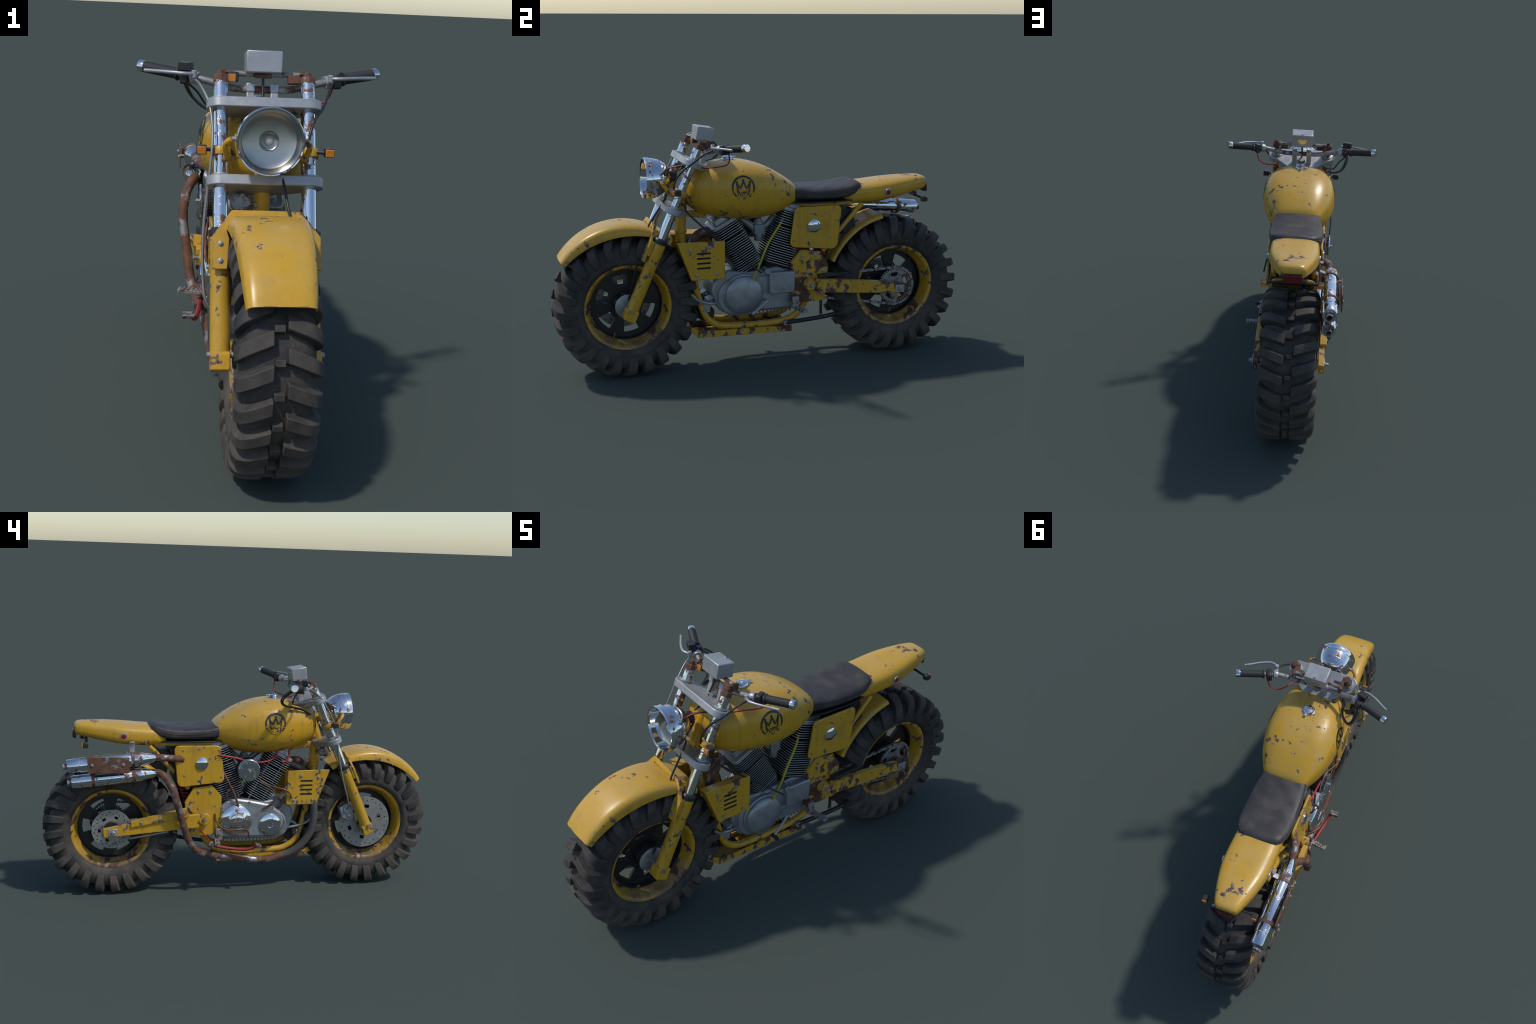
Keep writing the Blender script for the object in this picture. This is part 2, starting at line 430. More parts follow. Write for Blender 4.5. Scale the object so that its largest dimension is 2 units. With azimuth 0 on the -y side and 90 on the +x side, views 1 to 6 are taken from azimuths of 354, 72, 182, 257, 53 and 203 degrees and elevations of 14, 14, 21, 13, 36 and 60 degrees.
def wheel(name, yc, window0, spin, xs):
    loc = Vector((0, yc, AX_Z))
    prof = []
    half = [(0.0885, 0.205), (0.0915, 0.2035), (0.092, 0.200), (0.089, 0.193), (0.085, 0.188), (0.070, 0.183), (0.050, 0.177), (0.034, 0.168)]
    bm = bmesh.new()
    m = frame((0, 0, 0), (1, 0, 0), (0, 0.01, 1))
    half = [(x * (0.5 + 0.5 * xs) if x > 0.08 else x, r) for x, r in half]
    inner = [(r, x) for x, r in half] + [(0.168, 0.030), (0.168, -0.030)] + [(r, -x) for x, r in reversed(half)] + [(0.200, -0.05), (0.200, 0.05), (0.205, 0.0885)]
    add_lathe(bm, inner, m, 96)
    bmesh.ops.remove_doubles(bm, verts=bm.verts, dist=1e-5)
    rim = obj(name, bm, "paint_rim", None, 0, 40, loc)
    # tyre carcass
    hp = [(0, 0.309), (0.04, 0.3085), (0.07, 0.304), (0.088, 0.297), (0.101, 0.285), (0.109, 0.268), (0.1125, 0.250), (0.111, 0.232), (0.103, 0.216), (0.094, 0.207), (0.090, 0.203), (0.080, 0.200)]
    sp = spline([Vector((a, b, 0)) for a, b in hp], 3)
    kx = lambda p: p.x * (xs if p.y > 0.24 else lerp(1, xs, max(0, (p.y - 0.205) / 0.035)))
    prof = [(p.y, kx(p)) for p in reversed(sp)] + [(p.y, -kx(p)) for p in sp[1:]]
    bm = bmesh.new(); add_lathe(bm, prof, m, 120)
    obj("tyre", bm, "rubber", rim, 0, 50)
    for side, off in ((1, 0.0), (-1, 0.5)):
        first = obj("tread_bar", lug(side, xs), "rubber", rim, 0.003, 30)
        for i in range(NLUG):
            rot = Matrix.Rotation(-2 * pi * (i + off + spin) / NLUG + rad(random.uniform(-.35, .35)), 4, "X")
            if i == 0: first.matrix_local = rot
            else: copy(first, rot, rim)
    bm = bmesh.new()
    for x, y, z, dx, dr, dt in ((0, -0.317, 0, 0.027, 0.030, 0.019),): add_box(bm, (x - 0.002, y, z), (dx, dr, dt))
    first = obj("tread_block", bm, "rubber", rim, 0.002, 30)
    for i in range(NLUG):
        rot = Matrix.Rotation(-2 * pi * (i - 0.2 + spin) / NLUG, 4, "X")
        if i == 0: first.matrix_local = rot
        else: copy(first, rot, rim)
    # black disc with six windows, on both faces dished towards the hub
    segs = 72
    radii = [0.03, 0.045, 0.062, 0.083, 0.10, 0.122, 0.141, 0.152, 0.1645]
    def on(i, k):
        r = radii[i]
        kk = (k % 12)
        if 0.08 < r < 0.135:
            lim = 2 if r < 0.12 else 3
            return not (6 - 2.5 <= kk + 0.5 <= 6 + 2.5)
        return True
    cell_plate("wheel_disc", radii, segs, on, lambda r: 0.0, 0.014, "black_worn", rim, None, 0.0015, window0)
    lathe("wheel_barrel", [(0.1685, -0.0335), (0.164, -0.0335), (0.1625, -0.030), (0.1625, 0.030), (0.164, 0.0335), (0.1685, 0.0335)], (0, 0, 0), (1, 0, 0), "black_worn", rim, 96)
    # inner barrel lip, hub and axle
    lathe("wheel_hub", [(0, -0.07), (0.03, -0.07), (0.034, -0.06), (0.034, -0.034), (0.060, -0.032), (0.060, 0.034), (0.056, 0.040), (0.05, 0.058), (0.03, 0.062), (0, 0.062)], (0, 0, 0), (1, 0, 0), "black_worn", rim)
    tube("axle", [(-0.165, 0, 0), (0.165, 0, 0)], 0.009, "steel", rim, straight=True)
    tube("tyre_valve", [(0.035, -0.065 if yc < 0 else 0.0, -0.152), (0.052, -0.062 if yc < 0 else 0.0, -0.128)], 0.0035, "steel", rim, straight=True)
    return rim

def brake_disc(rim, x, R, a0):
    segs = 60
    radii = [0.03, 0.052 * R / 0.138, 0.075 * R / 0.138, 0.094 * R / 0.138, R - 0.004, R]
    def on(i, k):
        return not (i == 2 and (k % 10) in (3, 4, 5))
    d = cell_plate("brake_disc", radii, segs, on, lambda r: x, 0.006, "disc", rim, None, 0, a0)
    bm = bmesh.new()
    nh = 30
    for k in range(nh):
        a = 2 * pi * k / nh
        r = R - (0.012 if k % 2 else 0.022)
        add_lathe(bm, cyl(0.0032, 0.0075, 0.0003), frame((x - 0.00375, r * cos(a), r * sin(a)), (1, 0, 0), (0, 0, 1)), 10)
    obj("brake_disc_dark_plug", bm, "dark", rim, kind="stuff")  # dark plugs standing slightly proud in place of drilled holes
    lathe("disc_carrier", [(0.036, 0), (0.040, 0.003), (0.038, 0.016), (0, 0.016)], (x, 0, 0), (-1, 0, 0), "black_worn", rim)

fw = wheel("front_wheel", -AX_Y, rad(10), 0.3, 0.89)
rw = wheel("rear_wheel", AX_Y, rad(30), 0.1, 1.0)
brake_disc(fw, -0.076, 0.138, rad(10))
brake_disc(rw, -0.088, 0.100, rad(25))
lathe("hub_cap", [(0.058, 0), (0.058, 0.004), (0.050, 0.008), (0.02, 0.012), (0, 0.012)], (0.062, 0, 0), (1, 0, 0), "engine", fw)
for k in range(5):
    a = 2 * pi * k / 5 + 0.4
    bolt((0.069, 0.042 * cos(a), 0.042 * sin(a)), (1, 0, 0), fw, 0.7)

# sprocket and chain (on +x side)
radii = [0.014, 0.032, 0.048, 0.068, 0.081, 0.089]
SEG = 80
def spr(i, k):
    if i == 2: return (k % 16) > 8 or k % 16 < 1
    if i == 4: return k % 2 == 0
    return True
cell_plate("sprocket", radii, SEG, spr, lambda r: 0.0935, 0.006, "steel_rust", rw, None, 0.0)
lathe("sprocket_hub", cyl(0.024, 0.056), (0.055, 0, 0), (1, 0, 0), "rust", rw)
def chain_path():
    c0, r0, c1, r1 = Vector((AX_Y, AX_Z)), 0.0945, Vector((0.185, 0.372)), 0.045
    pts = []
    for k in range(0, 37):
        a = rad(100 - 200 * k / 36); pts.append(c0 + Vector((cos(a), sin(a))) * r0)
    for k in range(0, 25):
        a = rad(-100 - 160 * k / 24); pts.append(c1 + Vector((cos(a), sin(a))) * r1)
    pts.append(pts[0].copy())
    return pts
cp = chain_path()
lens = [0]
for a, b in zip(cp, cp[1:]): lens.append(lens[-1] + (b - a).length)
nl = int(round(lens[-1] / 0.0165 / 2)) * 2
def at(s):
    s = s % lens[-1]
    for i in range(len(lens) - 1):
        if s <= lens[i + 1]:
            f = (s - lens[i]) / max(1e-9, lens[i + 1] - lens[i]); return cp[i].lerp(cp[i + 1], f)
    return cp[-1]
bm = bmesh.new()
for s in (-1, 1):
    add_prism(bm, round_poly([(-0.0115, -0.0055), (0.0115, -0.0055), (0.0115, 0.0055), (-0.0115, 0.0055)], 0.0053, 4),
              lambda p, s=s: (s * 0.0062, p[0], p[1]), lambda p, s=s: (s * 0.0042, p[0], p[1]))
for e in (-0.008, 0.008):
    add_lathe(bm, cyl(0.004, 0.0125, 0.0005), frame((-0.00625, e, 0), (1, 0, 0), (0, 0, 1)), 10)
chain = group("chain")
link0 = obj("chain_link", bm, "steel_rust", chain)
for i in range(nl):
    s = lens[-1] * i / nl
    p, q = at(s - 0.004), at(s + 0.004)
    d = (q - p)
    sc = 1.0 if i % 2 else 0.72
    m = Matrix.Translation((0.0935, (p.x + q.x) / 2, (p.y + q.y) / 2)) @ Matrix.Rotation(math.atan2(d.y, d.x), 4, "X") @ Matrix.Diagonal((sc, 1, 1, 1))
    if i == 0: link0.matrix_local = m
    else: copy(link0, m, chain)

# ------------------------------------------------------------------ front fork
FA = Vector((0, 0.4028, 0.9153))        # along the fork, upwards
FF = Vector((0, -0.9153, 0.4028))       # square to it, forwards
def fork(z, x=0.0, f=0.0):
    return Vector((x, -0.330 + 0.44 * (z - 1.075), z)) + FF * f
FX = 0.128
for s in (1, -1):
    tube_o = tube("fork_tube", [fork(0.62, s * FX), fork(1.062, s * FX)], 0.0215, "chrome_tube", seg=32, straight=True)
    lathe("fork_cap", [(0, 0), (0.0245, 0), (0.0245, 0.018), (0.020, 0.022), (0.013, 0.022), (0.013, 0.033), (0.010, 0.036), (0, 0.036)], fork(1.060, s * FX), FA, "rust", seg=6, angle=20)
    lathe("fork_seal", [(0.0215, 0), (0.031, 0), (0.032, 0.004), (0.032, 0.017), (0.027, 0.024), (0.0215, 0.025)], fork(0.640, s * FX), FA, "black", seg=32)
    leg = lathe("fork_leg", [(0.0, 0), (0.0285, 0), (0.0285, 0.30), (0.030, 0.305), (0.030, 0.366), (0.0, 0.368)], fork(0.304, s * FX), FA, "paint_mid", seg=36)
    m = frame(fork(0.322, s * FX), (1, 0, 0), FF)
    bm = bmesh.new()
    add_prism(bm, round_poly([(-0.029, -0.022), (0.029, -0.022), (0.031, -0.010), (0.030, 0.030), (-0.020, 0.034), (-0.029, 0.028)], 0.005, 4), lambda p: m @ Vector((-0.0275, p[0], p[1])), lambda p: m @ Vector((0.0275, p[0], p[1])))
    obj("fork_foot", bm, "paint_mid", leg, 0.003)
    bolt((s * (FX + 0.030), -0.660, 0.337), (s, 0, 0), leg, 1.0)
    # ring clamp that carries lamp arm and indicator
    rc = lathe("lamp_clamp", [(0.0222, -0.013), (0.029, -0.013), (0.030, -0.011), (0.030, 0.011), (0.029, 0.013), (0.0222, 0.013)], fork(0.868, s * FX), FA, "paint_mid", seg=36)
    tube("lamp_arm", [(s * 0.106, -0.425, 0.858), (s * 0.104, -0.447, 0.853), (s * 0.112, -0.468, 0.863), (s * 0.119, -0.484, 0.886), (s * 0.117, -0.498, 0.905), (s * 0.104, -0.508, 0.917)], 0.0085, "paint", rc)
    lathe("lamp_arm_bolt", cyl(0.0075, 0.016), (s * 0.104, -0.508, 0.918), (-s, 0, 0), "steel", rc, 12)
    # front indicator
    tube("indicator_stalk", [(s * 0.148, -0.436, 0.876), (s * 0.176, -0.446, 0.877)], 0.0055, "black", rc, straight=True)
    ind = box("indicator", (s * 0.184, -0.446, 0.877), (0.029, 0.027, 0.026), "black", bevel=0.003)
    box("indicator_lens", (s * 0.184, -0.4625, 0.877), (0.025, 0.007, 0.022), "orange", ind, bevel=0.002)

def clamp_plate(name, z, th, rear):
    pts = [(s, f) for s, f in [(-FX, 0.044)]]
    pts = []
    for k in range(0, 13):
        a = rad(90 - 180 * k / 12); pts.append((FX + 0.042 * cos(a), 0.042 * sin(a)))
    pts += [(0.062, -rear), (-0.062, -rear)]
    for k in range(0, 13):
        a = rad(-90 - 180 * k / 12); pts.append((-FX + 0.042 * cos(a), 0.042 * sin(a)))
    bm = bmesh.new(); c = fork(z)
    g = lambda h: (lambda p: Vector((p[0], 0, 0)) + c + FF * p[1] + FA * h)
    add_prism(bm, pts, g(-th / 2), g(th / 2))
    return obj(name, bm, "alloy", None, 0.003, 30)
uc = clamp_plate("upper_fork_clamp", 0.996, 0.030, 0.105)
lc = clamp_plate("lower_fork_clamp", 0.786, 0.030, 0.085)
for s in (1, -1):
    for z in (1.0115, 0.803):
        lathe("clamp_collar", [(0.0216, 0), (0.0275, 0), (0.0275, 0.004), (0.0216, 0.005)], fork(z, s * FX), FA, "alloy", uc if z > .9 else lc, 32)
lathe("steering_nut", cyl(0.022, 0.014), fork(1.008, 0, -0.046), FA, "steel_rust", uc, 6, 20)
# fender bracket plate bolted to the fork legs
bm = bmesh.new()
PC = Vector((0, -0.5335, 0.720))
half = [(0.0985, 0.0), (0.153, -0.0735), (0.153, -0.168), (0.111, -0.168), (0.105, -0.082), (0.112, -0.060), (0.085, -0.020)]
out = [(x, d) for x, d in half] + [(-x, d) for x, d in reversed(half)]
g = lambda h: (lambda p: Vector((p[0], PC.y, PC.z)) + FA * p[1] + FF * h)
add_prism(bm, out, g(-0.0055), g(0.0055))
fb = obj("fender_bracket", bm, "paint_mid", None, 0.002)
for s in (1, -1):
    for z in (0.588, 0.632):
        bolt(Vector((s * 0.130, PC.y + 0.44 * (z - PC.z), z)) + FF * 0.005, FF, fb, 1.0)
    box("fender_bracket_lug", fork(0.610, s * 0.13, 0.033), (0.038, 0.014, 0.070), "paint_mid", fb, Matrix.Rotation(rad(-23.7), 4, "X"), 0.002)

# ------------------------------------------------------------------ fenders
def fender(name, yc, a0, a1, crown, side, width, mat, th=0.0045, n=44):
    """sheet curved round the wheel; crown/side/width are functions of t=0..1"""
    prof = [(0, 1.0), (0.3, 0.99), (0.55, 0.965), (0.72, 0.92), (0.84, 0.83), (0.92, 0.68), (0.965, 0.48), (0.99, 0.25), (1.0, 0.0)]
    sp = [(p.x, p.y) for p in spline([Vector((a, b, 0)) for a, b in prof], 3)]
    full = [(-x, h) for x, h in reversed(sp)] + sp[1:]
    bm = bmesh.new(); grid = []
    for layer in (0, 1):
        rows = []
        for i in range(n + 1):
            t = i / n
            a = rad(a0 + (a1 - a0) * t)
            row = []
            for x, h in full:
                r = side(t) + (crown(t) - side(t)) * h - layer * th * (0.35 + 0.65 * h)
                xx = x * (width(t) - layer * th * 0.9)
                row.append(bm.verts.new((xx, yc - r * cos(a), AX_Z + r * sin(a))))
            rows.append(row)
        grid.append(rows)
    m = len(full)
    for layer in (0, 1):
        for i in range(n):
            for j in range(m - 1):
                G = grid[layer]; bm.faces.new((G[i][j], G[i + 1][j], G[i + 1][j + 1], G[i][j + 1]))
    A, B = grid
    for i in range(n):
        for j in (0, m - 1): bm.faces.new((A[i][j], B[i][j], B[i + 1][j], A[i + 1][j]))
    for j in range(m - 1):
        for i in (0, n): bm.faces.new((A[i][j], A[i][j + 1], B[i][j + 1], B[i][j]))
    return obj(name, bm, mat, None, 0, 50)
lerp = lambda a, b, t: a + (b - a) * t
ff = fender("front_fender", -AX_Y, 38.0, 124.0, lambda t: 0.380 - 0.007 * t + 0.012 * sin(pi * min(1, t * 1.1)) + 0.008 * t, lambda t: 0.349 - 0.012 * sin(pi * min(1, t * 1.1)) + 0.004 * t,
            lambda t: lerp(0.0895, 0.114, min(1, t / 0.7) ** 0.8), "paint_fender")
rf = fender("rear_fender", AX_Y, 24.0, 78.0, lambda t: 0.374, lambda t: 0.354, lambda t: 0.0985, "paint_fender", n=30)
bm = bmesh.new()
add_sweep(bm, [Vector((x, 0.43, 0.66)) for x in (-0.06, 0.06)], 0.008)
obj("rear_fender_stay", bm, "paint", rf, 0, 40)

# ------------------------------------------------------------------ tank
SECT = [(-.379, .045, .880, .838, .860), (-.374, .085, .912, .806, .860), (-.358, .110, .940, .783, .860), (-.330, .129, .956, .763, .860),
        (-.280, .149, .973, .740, .858), (-.210, .166, .987, .721, .856), (-.130, .1765, .9905, .712, .853), (-.050, .172, .976, .712, .849),
        (.020, .157, .950, .721, .843), (.070, .139, .923, .735, .838), (.110, .119, .897, .753, .832), (.135, .104, .877, .769, .828),
        (.149, .088, .857, .786, .824), (.154, .060, .840, .806, .824)]
SS = spline([Vector((s[0], s[1], s[2])) for s in SECT], 6)
S2 = spline([Vector((s[0], s[3], s[4])) for s in SECT], 6)
TANK = [(a.x, a.y, a.z, b.y, b.z) for a, b in zip(SS, S2)]
NU, ND = 2.75, 2.45
def ring_pts(sec, n=64, nu=NU, nd=ND):
    y, w, zt, zb, zm = sec; out = []
    for k in range(n):
        a = 2 * pi * k / n
        c, s = cos(a), sin(a)
        e = nu if s >= 0 else nd
        h = (zt - zm) if s >= 0 else (zm - zb)
        out.append(Vector((math.copysign(abs(c) ** (2 / e), c) * w, y, zm + math.copysign(abs(s) ** (2 / e), s) * h)))
    return out
def add_loft(bm, rings, cap=True):
    R = [[bm.verts.new(p) for p in r] for r in rings]
    n = len(R[0])
    for A, B in zip(R, R[1:]):
        for k in range(n): bm.faces.new((A[k], A[(k + 1) % n], B[(k + 1) % n], B[k]))
    if cap: bm.faces.new(R[0][::-1]); bm.faces.new(R[-1])
bm = bmesh.new(); add_loft(bm, [ring_pts(s, 72) for s in TANK])
tank = obj("fuel_tank", bm, "paint", None, 0, 60)
def tank_x(y, z):
    for a, b in zip(TANK, TANK[1:]):
        if a[0] <= y <= b[0]:
            t = (y - a[0]) / max(1e-9, b[0] - a[0])
            _, w, zt, zb, zm = (lerp(p, q, t) for p, q in zip(a, b))
            e, h = (NU, zt - zm) if z >= zm else (ND, zm - zb)
            return w * max(0, 1 - min(1, abs(z - zm) / h) ** e) ** (1 / e)
    return 0
# filler cap
fc = lathe("filler_cap", [(0.031, -0.004), (0.031, 0.003), (0.027, 0.004), (0.026, 0.010), (0.022, 0.015), (0.010, 0.018), (0, 0.0185)], (0, -0.166, 0.990), (0, 0.02, 1), "chrome", None, 40, ref=(1, 0, 0))
box("filler_latch", (0.003, -0.136, 1.001), (0.012, 0.022, 0.007), "chrome", fc, None, 0.002)
box("filler_ridge", (0, -0.172, 1.009), (0.026, 0.006, 0.004), "chrome", fc, None, 0.0015)
for k in range(6):
    a = 2 * pi * k / 6 + 0.3
    bolt((0.034 * cos(a), -0.166 + 0.034 * sin(a), 0.988), (0, 0, 1), fc, 0.45, "steel")
# crown badge, as thin strips lying on both tank sides
def badge(side):
    bm = bmesh.new(); cy, cz, R = -0.139, 0.884, 0.050
    def stroke(pts, w):
        P = [Vector((p[0], p[1])) for p in pts]
        # resample finely so that the strip follows the curved side
        Q = []
        for a, b in zip(P, P[1:]):
            k = max(1, int((b - a).length / 0.004))
            Q += [a.lerp(b, j / k) for j in range(k)]
        Q.append(P[-1])
        rows = []
        for i, q in enumerate(Q):
            d = (Q[min(i + 1, len(Q) - 1)] - Q[max(i - 1, 0)]).normalized(); nn = Vector((-d.y, d.x)) * w / 2
            row = []
            for pt in (q - nn, q + nn):
                x = tank_x(pt.x, pt.y)
                row += [bm.verts.new((side * (x + 0.0012), pt.x, pt.y)), bm.verts.new((side * (x - 0.002), pt.x, pt.y))]
            rows.append(row)
        for A, B in zip(rows, rows[1:]):
            for u, v in ((0, 2), (2, 3), (3, 1), (1, 0)): bm.faces.new((A[u], A[v], B[v], B[u]))
        bm.faces.new((rows[0][0], rows[0][1], rows[0][3], rows[0][2])); bm.faces.new((rows[-1][0], rows[-1][2], rows[-1][3], rows[-1][1]))
    stroke([(cy + R * cos(2 * pi * k / 56), cz + R * sin(2 * pi * k / 56)) for k in range(57)], 0.0084)
    P = lambda u, v: (cy + u * R, cz + v * R)
    zig = [P(-.62, .42), P(-.28, -.08), P(0, .60), P(.28, -.08), P(.62, .42)]
    stroke(zig, 0.0075)
    stroke([P(-.62, .42), P(-.50, -.52)], 0.0075); stroke([P(.62, .42), P(.50, -.52)], 0.0075)
    stroke([P(-.52, -.42), P(.52, -.42)], 0.0075); stroke([P(-.56, -.62), P(.56, -.62)], 0.008)
    stroke([P(0.72 * sin(a), -0.74 * cos(a)) for a in (rad(d) for d in range(-34, 35, 6))], 0.009)
    for u, v in ((-.62, .5), (0, .66), (.62, .5)):
        stroke([P(u - .09, v), P(u + .09, v)], 0.0095)
    return obj("crown_badge", bm, "emblem", tank)
badge(1); badge(-1)
# ------------------------------------------------------------------ seat and tail
def sec_super(y, w, zt, zb, zm, nu, nd, n=64):
    return ring_pts((y, w, zt, zb, zm), n, nu, nd)
ST = [(.112, .088, .850, .804, .826), (.118, .101, .860, .796, .830), (.140, .107, .860, .793, .832), (.200, .1155, .855, .791, .828), (.270, .121, .851, .790, .823),
      (.340, .1225, .853, .791, .823), (.390, .120, .860, .795, .828), (.425, .114, .866, .801, .835), (.452, .103, .869, .811, .842), (.470, .088, .866, .822, .847), (.480, .066, .858, .836, .848)]
a = spline([Vector(s[:3]) for s in ST], 6); b = spline([Vector((s[0], s[3], s[4])) for s in ST], 6)
bm = bmesh.new(); rings = []
rs = random.Random(3)
for p, q in zip(a, b):
    rings.append(sec_super(p.x, p.y, p.z, q.y, q.z, 3.4, 4.0, 96))
add_loft(bm, rings)
for v in bm.verts:      # soft dents where the rider sits
    x, y, z = v.co
    if z > 0.84:
        v.co.z += 0.0016 * sin(52 * y + 24 * x) * sin(31 * x + 9 * y) - 0.0012 * math.exp(-((y - .30) / .08) ** 2 - (x / .07) ** 2)
seat = obj("seat", bm, "leather", None, 0, 60)
bm = bmesh.new()
side = []
for p, q in list(zip(a, b))[5:-3]:
    side.append((p.x, p.y, q.z))
loop = [Vector((w * 0.994 + 0.0005, y, z)) for y, w, z in side] + [Vector((0.6 * a[-4].y, .481, .849))] + [Vector((-0.6 * a[-4].y, .481, .849))] + [Vector((-w * 0.994 - 0.0005, y, z)) for y, w, z in reversed(side)]
add_sweep(bm, loop, 0.0022, 8)
obj("seat_piping", bm, "leather", seat, 0, 60)
# thin black pan under the seat with pointed wings
bm = bmesh.new()
add_prism(bm, [(0.098, .112), (0.114, .20), (0.119, .30), (0.116, .38), (0.104, .425), (-0.104, .425), (-0.116, .38), (-0.119, .30), (-0.114, .20), (-0.098, .112)],
          lambda p: (p[0], p[1], .786), lambda p: (p[0], p[1], .780))
obj("seat_pan", bm, "black", seat, 0.001)
bm = bmesh.new(); add_box(bm, (0, .255, .760), (.15, .27, .042)); obj("under_seat_tray", bm, "black", seat, 0.004)

TT = [(.395, .080, .845, .764, .800), (.42, .1035, .852, .7585, .800), (.47, .108, .857, .7555, .803), (.53, .1095, .861, .7555, .806), (.585, .1095, .866, .760, .810), (.64, .106, .870, .7675, .816),
      (.70, .095, .8735, .779, .823), (.76, .0795, .8755, .791, .830), (.80, .067, .875, .800, .835), (.822, .059, .873, .805, .837), (.835, .052, .868, .809, .838), (.842, .042, .860, .815, .838)]
a2 = spline([Vector(s[:3]) for s in TT], 6); b2 = spline([Vector((s[0], s[3], s[4])) for s in TT], 6)
bm = bmesh.new(); add_loft(bm, [sec_super(p.x, p.y, p.z, q.y, q.z, 3.3, 2.6, 72) for p, q in zip(a2, b2)])
tail = obj("tail_cowl", bm, "paint_tail", None, 0, 60)
tl = box("tail_lamp_housing", (0, .8405, .8155), (.079, .014, .044), "black", tail, Matrix.Rotation(rad(3), 4, "X"), 0.003)
box("tail_lamp_lens", (0, .8475, .814), (.071, .008, .034), "tail_red", tail, Matrix.Rotation(rad(3), 4, "X"), 0.002)
for s in (1, -1):
    nrm = (s, 0.08, -0.12)
    lathe("reflector_ring", [(0.0125, 0), (0.0185, 0), (0.018, 0.004), (0.0125, 0.005)], (s * 0.1078, .607, .813), nrm, "alloy", tail, 32)
    lathe("reflector", [(0.0132, 0), (0.0132, 0.0045), (0.009, 0.006), (0, 0.0065)], (s * 0.1078, .607, .813), nrm, "red", tail, 32)
    tube("rear_indicator_stalk", [(s * 0.04, .788, .777), (s * 0.107, .791, .774)], 0.0055, "black", None, straight=True)
    ind = box("rear_indicator", (s * 0.1185, .794, .772), (.025, .027, .024), "black", bevel=0.003)
    box("rear_indicator_lens", (s * 0.1185, .8095, .772), (.022, .007, .020), "orange", ind, bevel=0.002)
box("indicator_bracket", (0, .786, .784), (.085, .014, .022), "black", tail, bevel=0.002)

# ------------------------------------------------------------------ headlamp
HC = Vector((0, -0.551, 0.9185))
hl = lathe("headlamp", [(0.088, 0.012), (0.0935, 0.0135), (0.0955, 0.009), (0.0955, 0.002), (0.0940, -0.010), (0.0945, -0.0115), (0.0945, -0.015), (0.0925, -0.0165), (0.0905, -0.032), (0.0855, -0.052),
                        (0.0775, -0.070), (0.0650, -0.088), (0.0480, -0.103), (0.0300, -0.112), (0.0, -0.115)], HC, (0, -1, 0), "chrome", None, 72, 45, ref=(1, 0, 0))
LT = Vector((0, -1, 0.09)).normalized()
lathe("lamp_reflector", [(0.0895, 0.0115), (0.0875, 0.008), (0.0860, 0.0), (0.0825, -0.014), (0.0795, -0.022), (0.0765, -0.0275)], HC, LT, "reflector", hl, 72, 60, ref=(1, 0, 0))
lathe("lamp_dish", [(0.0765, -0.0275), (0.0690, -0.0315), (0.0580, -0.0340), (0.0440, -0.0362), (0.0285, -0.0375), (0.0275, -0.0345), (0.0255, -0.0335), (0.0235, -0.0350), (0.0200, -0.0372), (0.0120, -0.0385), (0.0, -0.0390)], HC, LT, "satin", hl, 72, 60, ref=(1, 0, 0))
lathe("lamp_bulb", [(0.0130, -0.0385), (0.0130, -0.034), (0.0110, -0.029), (0.006, -0.0255), (0, -0.0245)], HC, LT, "bulb", hl, 24, 60, ref=(1, 0, 0))
lathe("lamp_socket", cyl(0.026, 0.030), HC + Vector((0, 0.108, 0.005)), (0, 1, 0), "black_worn", hl, 24, ref=(1, 0, 0))
for k in range(5):
    bolt(HC + Vector((0.0935 * cos(k * 2 * pi / 5 + .3), 0.012, 0.0935 * sin(k * 2 * pi / 5 + .3))), (cos(k * 2 * pi / 5 + .3), 0, sin(k * 2 * pi / 5 + .3)), hl, 0.4)

